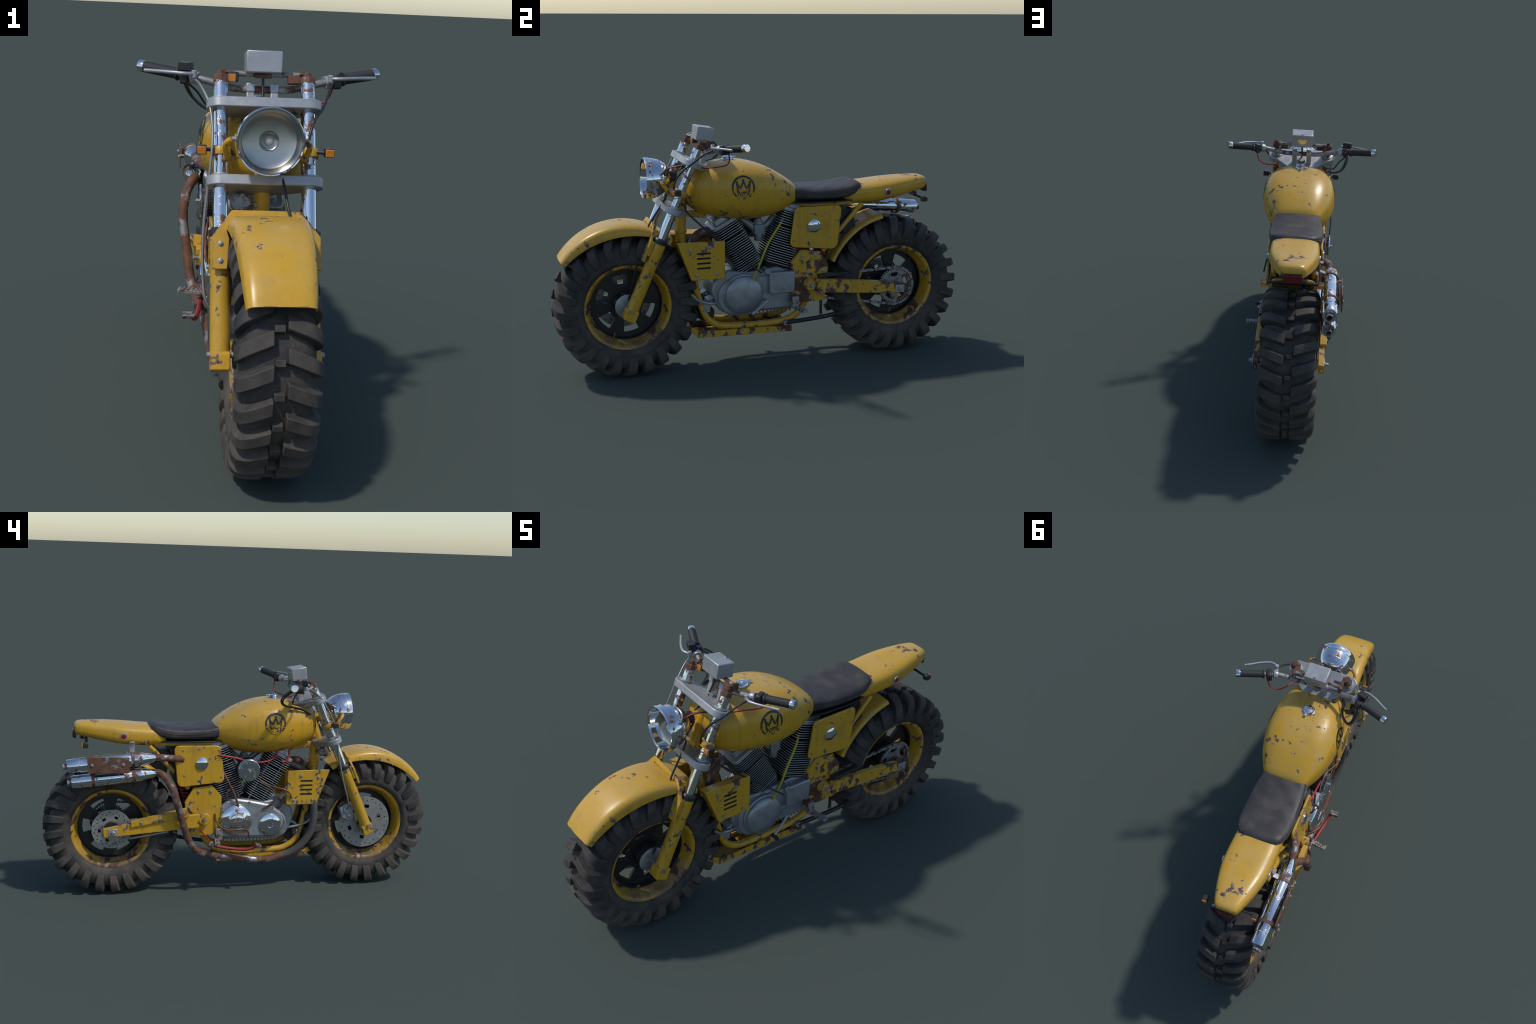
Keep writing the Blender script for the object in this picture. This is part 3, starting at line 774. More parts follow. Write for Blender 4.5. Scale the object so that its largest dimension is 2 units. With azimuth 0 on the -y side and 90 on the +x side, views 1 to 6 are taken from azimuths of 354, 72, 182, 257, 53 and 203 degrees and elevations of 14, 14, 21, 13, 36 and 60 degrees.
# ------------------------------------------------------------------ handlebar
half = [(0.036, -0.280, 1.037), (0.072, -0.279, 1.038), (0.106, -0.273, 1.043), (0.15, -0.267, 1.054), (0.19, -0.259, 1.062), (0.225, -0.243, 1.068), (0.250, -0.230, 1.073), (0.30, -0.208, 1.080), (0.360, -0.182, 1.088)]
bar = tube("handlebar", [(-x, y, z) for x, y, z in reversed(half)] + half, 0.0112, "steel_rust", n=5, seg=20)
gd = Vector((0.115, 0.0515, 0.0155)).normalized()
for s in (1, -1):
    d = Vector((s * gd.x, gd.y, gd.z)); g0 = Vector((s * 0.247, -0.2315, 1.0725))
    prof = [(0.011, 0), (0.021, 0), (0.0215, 0.004), (0.0195, 0.007), (0.0165, 0.010)]
    for k in range(22):
        u = 0.012 + k * 0.0045; prof += [(0.0162, u), (0.0172, u + 0.0012), (0.0172, u + 0.003), (0.0162, u + 0.0042)]
    prof += [(0.0162, 0.113), (0.011, 0.114)]
    lathe("grip", prof, g0, d, "grip", bar, 28, 50)
    lathe("bar_end", [(0.011, 0.113), (0.0180, 0.1135), (0.0185, 0.116), (0.0185, 0.129), (0.016, 0.1335), (0, 0.134)], g0, d, "chrome_clean", bar, 28)
    sw = box("switch_block", Vector((s * 0.226, -0.240, 1.066)), (0.026, 0.044, 0.044), "black", bar, Matrix.Rotation(s * rad(24), 4, "Z"), 0.006)
    lathe("bar_collar", [(0.011, -0.011), (0.0185, -0.011), (0.0195, -0.009), (0.0195, 0.009), (0.0185, 0.011), (0.011, 0.011)], (s * 0.199, -0.2545, 1.0635), (s * 0.87, 0.46, 0.14), "alloy", bar, 28)
    lathe("lever_pivot", cyl(0.0085, 0.022), (s * 0.204, -0.289, 1.066), (0, 0.0, 1), "alloy", bar, 20, ref=(1, 0, 0))
    box("lever_mount", (s * 0.202, -0.272, 1.066), (0.016, 0.034, 0.014), "alloy", bar, Matrix.Rotation(s * rad(10), 4, "Z"), 0.003)
    L = spline([(s * 0.204, -0.289, 1.077), (s * 0.222, -0.2985, 1.078), (s * 0.245, -0.2985, 1.079), (s * 0.285, -0.281, 1.080), (s * 0.320, -0.2585, 1.080), (s * 0.350, -0.2405, 1.080)], 8)
    bm = bmesh.new(); add_sweep(bm, L, 0.0055, 12)
    obj("lever", bm, "alloy", bar, 0, 40)
    # risers
    add = fork(0.99, s * 0.036, -0.065)
    bm = bmesh.new()
    top = Vector((s * 0.036, -0.281, 1.030))
    add_box(bm, (add + top) / 2, (0.024, 0.024, (top - add).length), Matrix.Rotation(rad(-18), 4, "X"))
    obj("bar_riser", bm, "alloy", bar, 0.003)
    box("bar_clamp", (s * 0.036, -0.281, 1.041), (0.027, 0.032, 0.026), "alloy", bar, Matrix.Rotation(rad(-15), 4, "X"), 0.003)
    bolt((s * 0.036, -0.288, 1.053), (0, -0.2, 1), bar, 0.8)
box("fluid_reservoir", (-0.228, -0.266, 1.098), (0.041, 0.031, 0.026), "black_worn", bar, Matrix.Rotation(rad(-18), 4, "Z"), 0.0025)
lathe("kill_button", cyl(0.005, 0.006), (-0.222, -0.222, 1.075), (0.2, 1, 0.2), "redpaint", bar, 12)
# instrument box on a cross tube between the fork caps
tube("cross_tube", [(-0.118, -0.285, 1.083), (0.118, -0.285, 1.083)], 0.0085, "steel_rust", bar, straight=True)
for s in (1, -1):
    box("cross_tube_bracket", (s * 0.117, -0.285, 1.080), (0.013, 0.032, 0.030), "rust", bar, Matrix.Rotation(rad(-14), 4, "X"), 0.003)
    box("cross_tube_tab", (s * 0.114, -0.304, 1.085), (0.016, 0.026, 0.007), "rust", bar, Matrix.Rotation(rad(-20), 4, "X"), 0.002)
    tube("bracket_leg", [(s * 0.113, -0.276, 1.078), (s * 0.110, -0.273, 1.048)], 0.007, "steel_rust", bar, straight=True)
ib = box("instrument_box", (0, -0.284, 1.1165), (0.106, 0.079, 0.064), "alloy", None, Matrix.Rotation(rad(-9), 4, "X"), 0.0035)
rb = Matrix.Translation((0, -0.284, 1.1165)) @ Matrix.Rotation(rad(-9), 4, "X")
bm = bmesh.new()
add_prism(bm, [(0.024 * cos(rad(180 + 180 * k / 14)), 0.010 + 0.026 * sin(rad(180 + 180 * k / 14))) for k in range(15)], lambda p: rb @ Vector((p[0], 0.0390, p[1])), lambda p: rb @ Vector((p[0], 0.0410, p[1])))
obj("dial_window", bm, "chrome_clean", ib, 0.0005)
for sx in (-1, 1):
    bolt(rb @ Vector((sx * 0.044, 0.024 * sx, 0.0315)), rb.to_3x3() @ Vector((0, 0, 1)), ib, 0.4)
box("instrument_foot", (0, -0.289, 1.078), (0.05, 0.03, 0.012), "rust", ib, None, 0.002)
box("box_latch", rb @ Vector((0, 0.030, 0.033)), (0.014, 0.008, 0.004), "chrome", ib, None, 0.001)
pl = box("pilot_lamp", (-0.094, -0.298, 1.073), (0.040, 0.026, 0.028), "black", bar, Matrix.Rotation(rad(-12), 4, "X"), 0.003)
box("pilot_lens", (-0.097, -0.3125, 1.0715), (0.029, 0.006, 0.024), "orange", bar, Matrix.Rotation(rad(-12), 4, "X"), 0.002)
box("pilot_lamp", (0.094, -0.298, 1.070), (0.040, 0.028, 0.026), "rust", bar, Matrix.Rotation(rad(-12), 4, "X"), 0.003)

# ------------------------------------------------------------------ frame
fr = tube("frame", [fork(0.995, 0, -0.046), fork(0.79, 0, -0.046)], 0.0255, "paint", seg=28, straight=True)
tube("downtube", [(0, -0.372, 0.84), (0, -0.388, 0.79), (0, -0.394, 0.70), (0, -0.395, 0.615)], 0.0245, "paint", fr, seg=24)
lathe("downtube_collar", [(0.0245, 0), (0.0285, 0.003), (0.0285, 0.016), (0.0245, 0.019)], (0, -0.395, 0.655), (0, 0, 1), "paint", fr, 28, ref=(1, 0, 0))
tube("backbone", [(0, -0.37, 0.86), (0, -0.20, 0.80), (0, 0.05, 0.765), (0, 0.20, 0.765), (0, 0.50, 0.775)], 0.022, "paint", fr)
for s in (1, -1):
    c = [(s * 0.014, -0.393, 0.625), (s * 0.042, -0.378, 0.56), (s * 0.058, -0.357, 0.48), (s * 0.061, -0.343, 0.41), (s * 0.062, -0.325, 0.335), (s * 0.062, -0.292, 0.252), (s * 0.062, -0.235, 0.2085), (s * 0.062, -0.165, 0.198),
         (s * 0.062, -0.04, 0.194), (s * 0.062, 0.075, 0.199), (s * 0.064, 0.145, 0.222), (s * 0.068, 0.19, 0.272), (s * 0.072, 0.208, 0.34)]
    tube("cradle_tube", c, 0.0160, "paint_mid", fr, seg=18)
    tube("seat_strut", [(s * 0.088, 0.355, 0.628), (s * 0.088, 0.480, 0.762)], 0.0115, "paint", fr, straight=True)
    tube("seat_rail", [(s * 0.030, 0.10, 0.775), (s * 0.080, 0.20, 0.768), (s * 0.080, 0.35, 0.768), (s * 0.07, 0.60, 0.785)], 0.0115, "paint", fr)
    tube("seat_strut", [(s * 0.088, 0.36, 0.64), (s * 0.088, 0.28, 0.54)], 0.0115, "paint", fr, straight=True)
    # pivot plate
    pp = plate_yz("pivot_plate", round_poly([(.163, .560), (.258, .547), (.302, .474), (.284, .301), (.198, .300), (.115, .305), (.1135, .502)], 0.004, 3), s * 0.100, s * 0.1145, "paint_worn" if s > 0 else "paint_mid", fr, 0.002)
    for y, z in ((.170, .5285), (.233, .5285), (.278, .447), (.268, .337)):
        bolt((s * 0.1145, y, z), (s, 0, 0), pp, 1.05)
    lathe("pivot_boss", cyl(0.0305, 0.034, 0.003), (s * 0.113, 0.205, 0.391), (s, 0, 0), "paint_mid", fr, 36)
    lathe("pivot_bolt", [(0, 0), (0.0125, 0), (0.0125, 0.003), (0.0095, 0.003), (0.0095, 0.020), (0.0075, 0.023), (0, 0.023)], (s * 0.147, 0.205, 0.391), (s, 0, 0), "steel", fr, 8, 20)
    # swinging arm, tapering rearwards
    bm = bmesh.new()
    P = round_poly([(.228, .420), (.285, .4165), (.557, .384), (.712, .3565), (.708, .3135), (.556, .3255), (.291, .348), (.232, .3545)], 0.006, 3)
    add_prism(bm, P, lambda p: (s * 0.132, p[0], p[1]), lambda p: (s * 0.1575, p[0], p[1]))
    sa = obj("swing_arm", bm, "paint_worn" if s > 0 else "paint_mid", fr, 0.003)
    box("axle_block", (s * 0.1578, .663, .339), (0.006, .047, .037), "alloy", sa, Matrix.Rotation(rad(-3), 4, "X"), 0.002)
    lathe("axle_nut", [(0, 0), (0.0105, 0), (0.0105, 0.010), (0.0075, 0.012), (0.0065, 0.018), (0, 0.0185)], (s * 0.160, .663, .339), (s, 0, 0), "steel", sa, 6, 20)
    tube("axle_adjuster", [(s * 0.145, .708, .336), (s * 0.145, .728, .334)], 0.003, "steel", sa, straight=True)
    # side cover
    sc = plate_yz("side_cover", round_poly([(.127, .7665), (.362, .7675), (.341, .5535), (.1005, .5785)], [0.026, 0.028, 0.036, 0.030], 7), s * 0.116, s * 0.1275, "paint_mid", None, 0.0035)
    lathe("cover_knob", [(0, 0), (0.032, 0), (0.0325, 0.003), (0.031, 0.007), (0.022, 0.012), (0.010, 0.0145), (0, 0.015)], (s * 0.1275, .220, .6765), (s, 0, 0), "chrome", sc, 40)
    for y, z in ((.135, .745), (.3155, .745), (.307, .617), (.120, .607)):
        bolt((s * 0.1275, y, z), (s, 0, 0), sc, 0.62)
    # louvred box ahead of the engine
    bm = bmesh.new()
    P = [(-.444, .640), (-.2195, .6365), (-.2195, .4565), (-.379, .4575)]
    Q = [(-.430, .634), (-.2195, .624), (-.2195, .4565), (-.379, .4575)]
    add_prism(bm, round_poly(P, 0.004, 2), lambda p: (s * 0.092, p[0] + 0.002, p[1] - 0.012 * max(0, (p[1] - 0.5) / 0.14)), lambda p: (s * 0.1425, p[0], p[1]))
    fbx = obj("louvred_box", bm, "paint_mid", fr, 0.0025)
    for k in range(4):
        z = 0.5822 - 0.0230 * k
        plate_yz("louvre_dark_plate", round_poly([(-.353, z + .0042), (-.288, z + .0042), (-.288, z - .0042), (-.353, z - .0042)], 0.004, 4), s * 0.1415, s * 0.1435, "dark", fbx, 0)  # raised dark plates stand in for the slots, box is not cut
    for y, z in ((-.383, .600), (-.292, .609), (-.356, .481), (-.256, .481)):
        bolt((s * 0.1425, y, z), (s, 0, 0), fbx, 1.1)
    tube("box_stay", [(s * 0.06, -.345, .56), (s * 0.10, -.335, .56)], 0.008, "paint", fbx, straight=True)
    # forward pegs
    fp = box("forward_peg_mount", (s * 0.062, -.292, .306), (0.034, 0.036, 0.052), "steel_rust", fr, Matrix.Rotation(rad(-8), 4, "X"), 0.003)
    tube("forward_peg_hook", [(s * 0.070, -.246, .318), (s * 0.079, -.270, .322), (s * 0.085, -.318, .335), (s * 0.100, -.345, .352), (s * 0.108, -.372, .382)], 0.0065, "alloy", fp, seg=12)
    box("forward_peg_plate", (s * 0.055, -.272, .347), (0.05, 0.046, 0.010), "engine", fp, Matrix.Rotation(rad(25), 4, "X"), 0.002)
    bolt((s * 0.079, -.295, .300), (s, 0, 0), fp, 1.0)
    # rider pegs with toothed edges
    bm = bmesh.new()
    d = Vector((s * 0.092, 0.014, 0.004)); m = frame((s * 0.133, .135, .281), d, (0, 1, 0))
    pv = Vector((0.046, 0, 0))
    add_box(bm, m @ pv, (0.092, 0.026, 0.013), m.to_3x3().to_4x4())
    for k in range(6):
        for yy in (-0.011, 0.011):
            c = m @ Vector((0.012 + k * 0.0145, yy, 0.0085 if s > 0 else -0.0085))
            add_box(bm, c, (0.005, 0.003, 0.007), m.to_3x3().to_4x4() @ Matrix.Rotation(0.78, 4, "Y"))
    pg = obj("foot_peg", bm, "steel_rust", fr, 0.0012)
    box("peg_bracket", (s * 0.131, .127, .310), (0.030, 0.034, 0.058), "steel_rust", pg, None, 0.003)
    tube("shock_body", [(s * 0.035, .335, .58), (s * 0.035, .300, .49), (s * 0.035, .30, .42)], 0.014, "black", fr)
    bm = bmesh.new()
    sp = [Vector((s * 0.035 + 0.019 * cos(k * .55), .332 - 0.0009 * k + 0.019 * sin(k * .55) * .9, .575 - .0017 * k)) for k in range(62)]
    add_sweep(bm, sp, 0.0045, 8); obj("shock_spring", bm, "redwire", fr, 0, 50)
# upper rail on the left arm: chain side guard, right arm: torque guard
box("chain_guard", (.139, .315, .434), (.030, .150, .014), "black", fr, Matrix.Rotation(rad(2), 4, "X"), 0.003)
tg = bmesh.new()
add_prism(tg, round_poly([(.575, .3935), (.298, .454), (.286, .412), (.575, .3655)], 0.004, 3), lambda p: (-.1365, p[0], p[1]), lambda p: (-.167, p[0], p[1]))
tgo = obj("arm_guard", tg, "paint_mid", fr, 0.003)
for t in (.18, .5, .82):
    bolt((-.167, lerp(.575, .292, t), lerp(.379, .432, t)), (-1, 0, 0), tgo, 1.0)
tube("torque_rod", [(-.128, .580, .297), (-.128, .385, .328)], 0.0055, "alloy", fr, straight=True)
# gusset below the tank and battery box
box("frame_gusset", (0, -.325, .742), (.034, .10, .030), "paint_worn", fr, Matrix.Rotation(rad(-8), 4, "X"), 0.002)
box("battery_box", (0, .415, .675), (.135, .075, .115), "black", fr, Matrix.Rotation(rad(12), 4, "X"), 0.005)
box("tool_box", (0, .255, .655), (.20, .20, .16), "black", fr, None, 0.004)
# skid plate: bent sheet with raised lips
bm = bmesh.new()
P = [(-.412, .258), (-.400, .222), (-.336, .160), (.127, .150), (.127, .1535), (-.334, .164), (-.396, .225), (-.408, .258)]
add_prism(bm, P, lambda p: (-.080, p[0], p[1]), lambda p: (.080, p[0], p[1]))
for s in (1, -1):
    L = [(-.414, .262), (-.402, .221), (-.3365, .159), (.128, .149), (.128, .181), (-.330, .192), (-.372, .222), (-.390, .262)]
    add_prism(bm, L, lambda p: (s * .0805, p[0], p[1]), lambda p: (s * .0845, p[0], p[1]))
sk = obj("skid_plate", bm, "paint_worn", fr, 0)
tube("skid_mount", [(-.07, -.20, .175), (.07, -.20, .175)], 0.010, "dark", sk, straight=True)
tube("skid_mount", [(-.07, .06, .17), (.07, .06, .17)], 0.010, "dark", sk, straight=True)
# side stand
ks = tube("side_stand", [(.091, .095, .197), (.118, .25, .216), (.130, .335, .231), (.134, .362, .237)], 0.0105, "black_worn", fr)
lathe("stand_pivot", cyl(.0125, .02), (.080, .095, .197), (1, 0, 0), "steel_rust", ks, 20)
tube("stand_link", [(.105, .269, .305), (.108, .269, .215)], 0.007, "black", ks, straight=True)
lathe("stand_nut", cyl(.010, .012), (.108, .269, .222), (0, 0, 1), "steel_rust", ks, 6, 20, ref=(1, 0, 0))
box("stand_foot", (.136, .352, .234), (.026, .030, .014), "black_worn", ks, bevel=0.003)

# ------------------------------------------------------------------ engine
eng_prof = round_poly([(.128, .266), (.128, .455), (.05, .480), (-.085, .462), (-.190, .475), (-.262, .430), (-.275, .370), (-.235, .285), (-.190, .262)], [.012, .02, .03, .03, .03, .05, .05, .04, .02], 6)
eng = plate_yz("engine_case", eng_prof, -.085, .085, "engine", None, 0.012, 40)
lathe("alternator_cover", [(.094, 0), (.094, .012), (.090, .018), (.08, .020), (0, .020)], (.075, -.150, .350), (1, 0, 0), "engine", eng, 56)
plate_yz("side_case", round_poly([(.126, .272), (.126, .440), (.03, .446), (-.04, .440), (-.165, .415), (-.205, .39), (-.225, .35), (-.21, .300), (-.18, .272)], .02, 5), .07, .094, "engine", eng, 0.008, 40)
lathe("clutch_ring", [(.099, 0), (.099, .016), (.095, .020), (.0905, .0205)], (.085, -.1205, .360), (1, 0, 0), "engine", eng, 56)
lathe("clutch_cover", [(.0925, 0), (.0925, .024), (.0895, .030), (.080, .0365), (.062, .0425), (.040, .0465), (.018, .048), (0, .0482)], (.088, -.1205, .3600), (1, 0, 0), "engine", eng, 64, 50)
plate_yz("gearbox_cover", round_poly([(.003, .459), (.1345, .458), (.131, .353), (.007, .352)], .008, 5), .07, .1185, "engine", eng, 0.006)
lathe("oil_filler", cyl(.0142, .055, .003), (.085, -.010, .4715), (1, 0, 0), "engine", eng, 28)
bm = bmesh.new()
for k in range(17):
    y = -.185 + k * .0194
    for s in (1, -1):
        add_box(bm, (s * .066, y, .2585), (.026, .0026, .017))
obj("sump_fin", bm, "engine", eng, 0.0006, kind="stuff")
box("sump", (0, -.03, .268), (.10, .28, .016), "engine", eng, bevel=0.004)
lathe("oil_filter", [(0, 0), (.034, 0), (.037, .004), (.037, .09), (.034, .096), (0, .096)], (-.048, -.284, .264), (1, 0, 0), "black", eng, 36)
# primary case on the -x side with two chrome covers
plate_yz("primary_case", round_poly([(.118, .282), (.118, .448), (.085, .480), (.035, .490), (-.040, .478), (-.138, .457), (-.196, .416), (-.221, .376), (-.213, .326), (-.170, .284)], .018, 5), -.07, -.122, "engine", eng, 0.012, 40)
lathe("primary_step", [(.078, 0), (.078, .010), (.070, .016)], (-.105, -.150, .352), (-1, 0, 0), "engine", eng, 48)
pc = lathe("primary_cover", [(.0845, 0), (.0845, .006), (.081, .012), (.070, .020), (.056, .0255), (.040, .0285), (.0375, .0305), (.036, .034), (.028, .037), (.012, .038), (0, .038)], (-.119, .0365, .378), (-1, 0, 0), "chrome", eng, 64)
lathe("points_cover", [(.058, 0), (.058, .006), (.056, .010), (.044, .0155), (.030, .018), (.0145, .0185), (.0125, .0165), (0, .0165)], (-.119, -.140, .350), (-1, 0, 0), "chrome", eng, 56)
for y, z in ((.106, .30), (.106, .43), (-.03, .47), (-.155, .44)):
    bolt((-.1225, y, z), (-1, 0, 0), eng, 0.7)

def rrect(lx, ly, r, n=5):
    return round_poly([(-lx, -ly), (lx, -ly), (lx, ly), (-lx, ly)], r, n)
def cylinder(name, base, tilt, hx, hy, n1, n2, pitch):
    ax = Vector((0, sin(tilt), cos(tilt)))
    m = frame(base, (1, 0, 0), ax.cross(Vector((1, 0, 0))))       # local z along the bore
    if (m.to_3x3() @ Vector((0, 0, 1))).dot(ax) < 0: m = frame(base, (1, 0, 0), -(ax.cross(Vector((1, 0, 0)))))
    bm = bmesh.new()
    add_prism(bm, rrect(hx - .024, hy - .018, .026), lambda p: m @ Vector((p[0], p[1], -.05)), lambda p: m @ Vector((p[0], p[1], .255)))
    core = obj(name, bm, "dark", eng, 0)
    bm = bmesh.new()
    th = .0032
    add_prism(bm, rrect(hx, hy, .030), lambda p: (p[0], p[1], 0), lambda p: (p[0], p[1], th))
    bm.normal_update()
    for f in bm.faces:      # flat faces coloured dark as shade between fins, bare metal rim
        f.material_index = 1 if abs(f.normal.z) > 0.9 else 0
    f0 = obj("cooling_fin", bm, ["fin", "fin_dark"], core, 0.0)
    k = 0
    for grp, (start, cnt) in enumerate(((0, n1), (n1 * pitch + .007, n2))):
        for i in range(cnt):
            sc = 1.0 - (0.05 if (grp == 0 and i < 2) else 0)
            mm = m @ Matrix.Translation((0, 0, start + i * pitch)) @ Matrix.Diagonal((sc, sc, 1, 1)) @ Matrix.Rotation(random.uniform(-.004, .004), 4, "X")
            if k == 0: f0.matrix_local = mm
            else: copy(f0, mm, core)
            k += 1
    top = n1 * pitch + .007 + n2 * pitch
    bm = bmesh.new()
    add_prism(bm, rrect(hx - .001, hy - .001, .026), lambda p: m @ Vector((p[0], p[1], top - .004)), lambda p: m @ Vector((p[0], p[1], top + .014)))
    obj("cylinder_head", bm, "alloy", core, 0.003)
    bm = bmesh.new()
    add_prism(bm, rrect(hx - .020, hy - .018, .02), lambda p: m @ Vector((p[0], p[1], top + .012)), lambda p: m @ Vector((p[0] * .9, p[1] * .9, top + .040)))
    obj("rocker_cover", bm, "engine", core, 0.004)
    for sx in (-1,):
        for sy in (-.5, .5):
            p0, p1 = m @ Vector((sx * (hx - .022), sy * hy, -.06)), m @ Vector((sx * (hx - .022), sy * hy, .25))
            tube("cylinder_stud", [p0, p1], .0042, "steel", core, straight=True, seg=10)
    return core, m, top
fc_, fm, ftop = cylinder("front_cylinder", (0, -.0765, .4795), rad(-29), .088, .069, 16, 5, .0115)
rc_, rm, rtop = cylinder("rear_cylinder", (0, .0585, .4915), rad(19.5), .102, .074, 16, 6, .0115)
# carburettor in the vee
cb = box("carburettor", (.035, -.026, .659), (.05, .052, .050), "carb", eng, None, 0.004)
lathe("float_bowl", [(0, 0), (.019, 0), (.021, .003), (.021, .03), (.023, .03), (.023, .036), (0, .036)], (.038, -.026, .603), (0, 0, 1), "carb", cb, 28, ref=(1, 0, 0))
lathe("slide_top", [(.021, 0), (.021, .014), (.014, .016), (.014, .026), (0, .028)], (.034, -.024, .683), (0, 0, 1), "alloy", cb, 24, ref=(1, 0, 0))
for t in (-1, 1):
    tube("intake_pipe", [(.034, -.026 + t * .02, .660), (.03, -.026 + t * .055, .690), (.02, -.03 + t * .085, .715)], .016, "carb", cb)
    tube("throttle_cable", [(.034 + t * .005, -.024 + t * .006, .70), (.03, -.03 + t * .01, .75), (.0, -.05, .80)], .003, "cable", cb)
# round air filter on the -x side
af = lathe("air_filter", [(0.03, -.02), (.05, 0), (.052, .002), (.052, .052), (.050, .054), (.0, .054)], (-.085, -.016, .6445), (-1, 0, 0), "filter", eng, 56)
bm = bmesh.new()
for k in range(40):
    a = 2 * pi * k / 40
    add_box(bm, (-.112, -.016 + .0523 * cos(a), .6445 + .0523 * sin(a)), (.048, .004, .004), Matrix.Rotation(a, 4, "X"))
obj("filter_pleat", bm, "filter", af, 0, kind="stuff")
for x, r in ((-.1385, .0555), (-.1575, .0545)):
    lathe("filter_plate", [(0, 0), (r - .0015, 0), (r, .0015), (r, .0055), (r - .002, .007), (.012, .008), (.011, .006), (0, .006)], (x, -.016, .6445), (-1, 0, 0), "chrome" if r < .055 else "alloy", af, 56)
lathe("filter_spacer", cyl(.046, .014), (-.1445, -.016, .6445), (-1, 0, 0), "steel_rust", af, 40)
lathe("filter_screw", cyl(.0065, .014), (-.163, -.016, .6445), (-1, 0, 0), "steel", af, 8, 20)
# horn hanging on the downtube
hn = lathe("horn", [(0, 0), (.026, 0), (.030, .003), (.031, .009), (.026, .014), (.020, .030), (.012, .040), (0, .042)], (-.066, -.437, .724), (0, .94, -.3), "steel_rust", fr, 40, ref=(1, 0, 0))
box("horn_bracket", (-.035, -.405, .712), (.05, .020, .014), "steel_rust", hn, None, 0.002)

# gear lever, brake pedal
gl = tube("gear_lever", [(.09, -.013, .326), (.143, -.014, .331), (.149, -.020, .328), (.172, -.100, .279)], .0058, "alloy", eng, n=5)
lathe("gear_rubber", [(0, 0), (.0085, 0), (.0095, .003), (.0095, .034), (.0085, .037), (0, .037)], (.160, -.105, .275), (1, 0.05, -0.05), "black", gl, 20)
bp = tube("brake_pedal", [(-.140, .165, .257), (-.146, .124, .2455), (-.154, .06, .236), (-.164, .0, .2325), (-.172, -.040, .241), (-.177, -.060, .256)], .0085, "redpaint", fr)
box("pedal_pad", (-.192, -.066, .260), (.042, .028, .014), "steel_rust", bp, Matrix.Rotation(rad(15), 4, "X"), 0.002)
lathe("pedal_pivot", [(0, 0), (.014, 0), (.016, .003), (.016, .014), (.013, .018), (0, .018)], (-.132, .165, .257), (-1, 0, 0), "steel", bp, 28)
tube("brake_rod", [(-.140, .162, .262), (-.136, .225, .336)], .004, "redpaint", bp, straight=True)

# ------------------------------------------------------------------ exhaust
def muffler(name, a, b, r0, r1, rt):
    a, b = Vector(a), Vector(b); d = b - a; L = d.length
    prof = [(0.0165, 0), (.0185, .002), (.0205, .012), (.0225, .016), (r0 - .004, .060), (r0, .068), (r0, .072), (r0, .105), (r0 - .001, .108), (r0, .111), (r0, L * .74), (r0 - .001, L * .745), (r0 - .001, L * .86), (r1, L * .865), (r1, L - .006), (r1 - .004, L), (rt + .006, L), (rt + .003, L - .003), (rt, L - .003)]
    return lathe(name, prof, a, d, "chrome", None, 56, 38), d.normalized(), L
mu, du, Lu = muffler("muffler", (-.161, .456, .718), (-.1615, .884, .678), .0375, .0345, .0145)
ml, dl, Ll = muffler("muffler", (-.161, .456, .640), (-.1615, .864, .599), .0340, .0325, .014)
for o, d, L, a, r, rt in ((mu, du, Lu, Vector((-.161, .456, .718)), .0375, .0145), (ml, dl, Ll, Vector((-.161, .456, .640)), .0340, .014)):
    for t in (.265, .745):
        lathe("muffler_band", [(r, -.008), (r + .002, -.007), (r + .002, .007), (r, .008)], a + d * L * t, d, "rust", o, 48)
    lathe("tail_pipe", [(rt - .003, -.03), (rt, -.03), (rt, .010), (rt + .001, .011), (rt + .001, .019), (rt - .002, .0195), (rt - .003, .017), (rt - .0035, -.02), (0, -.021)], a + d * L, d, "steel_rust", o, 36)
hs = bmesh.new()
add_prism(hs, [(.790, .733), (.589, .7315), (.589, .6535), (.787, .654)], lambda p: (-.2095, p[0], p[1]), lambda p: (-.2145, p[0], p[1] - .001))
hso = obj("heat_shield", hs, "rust", mu, 0.0015)
for y, z in ((.618, .695), (.767, .694)):
    bolt((-.2145, y, z), (-1, 0, 0), hso, 1.0)
for y, z in ((.575, .705), (.780, .668)):
    tube("shield_spacer", [(-.196, y, z), (-.214, y, z)], .005, "steel", hso, straight=True)
box("muffler_bracket", (-.112, .568, .764), (.008, .027, .052), "steel_rust", mu, None, 0.0015)
box("muffler_bracket", (-.118, .568, .7865), (.020, .027, .006), "steel_rust", mu, None, 0.0015)
box("muffler_bracket", (-.125, .568, .742), (.030, .024, .006), "steel_rust", mu, Matrix.Rotation(rad(-20), 4, "Y"), 0.0015)
tube("upper_header", [(-.115, .315, .694), (-.1215, .332, .702), (-.1345, .356, .706), (-.150, .39, .711), (-.1585, .425, .7165), (-.161, .462, .7185)], .0172, "pipe", None, seg=20)
lp = [(-.161, .462, .640), (-.164, .440, .640), (-.177, .415, .626), (-.192, .393, .597), (-.2015, .372, .555), (-.2045, .356, .510), (-.199, .340, .455), (-.191, .326, .405), (-.185, .310, .358), (-.177, .291, .302), (-.162, .256, .246), (-.146, .205, .2125),
      (-.131, .135, .1955), (-.122, .06, .1815), (-.117, -.055, .164), (-.115, -.14, .163), (-.112, -.225, .1835)]
tube("lower_header", lp, .0180, "pipe", None, seg=20)
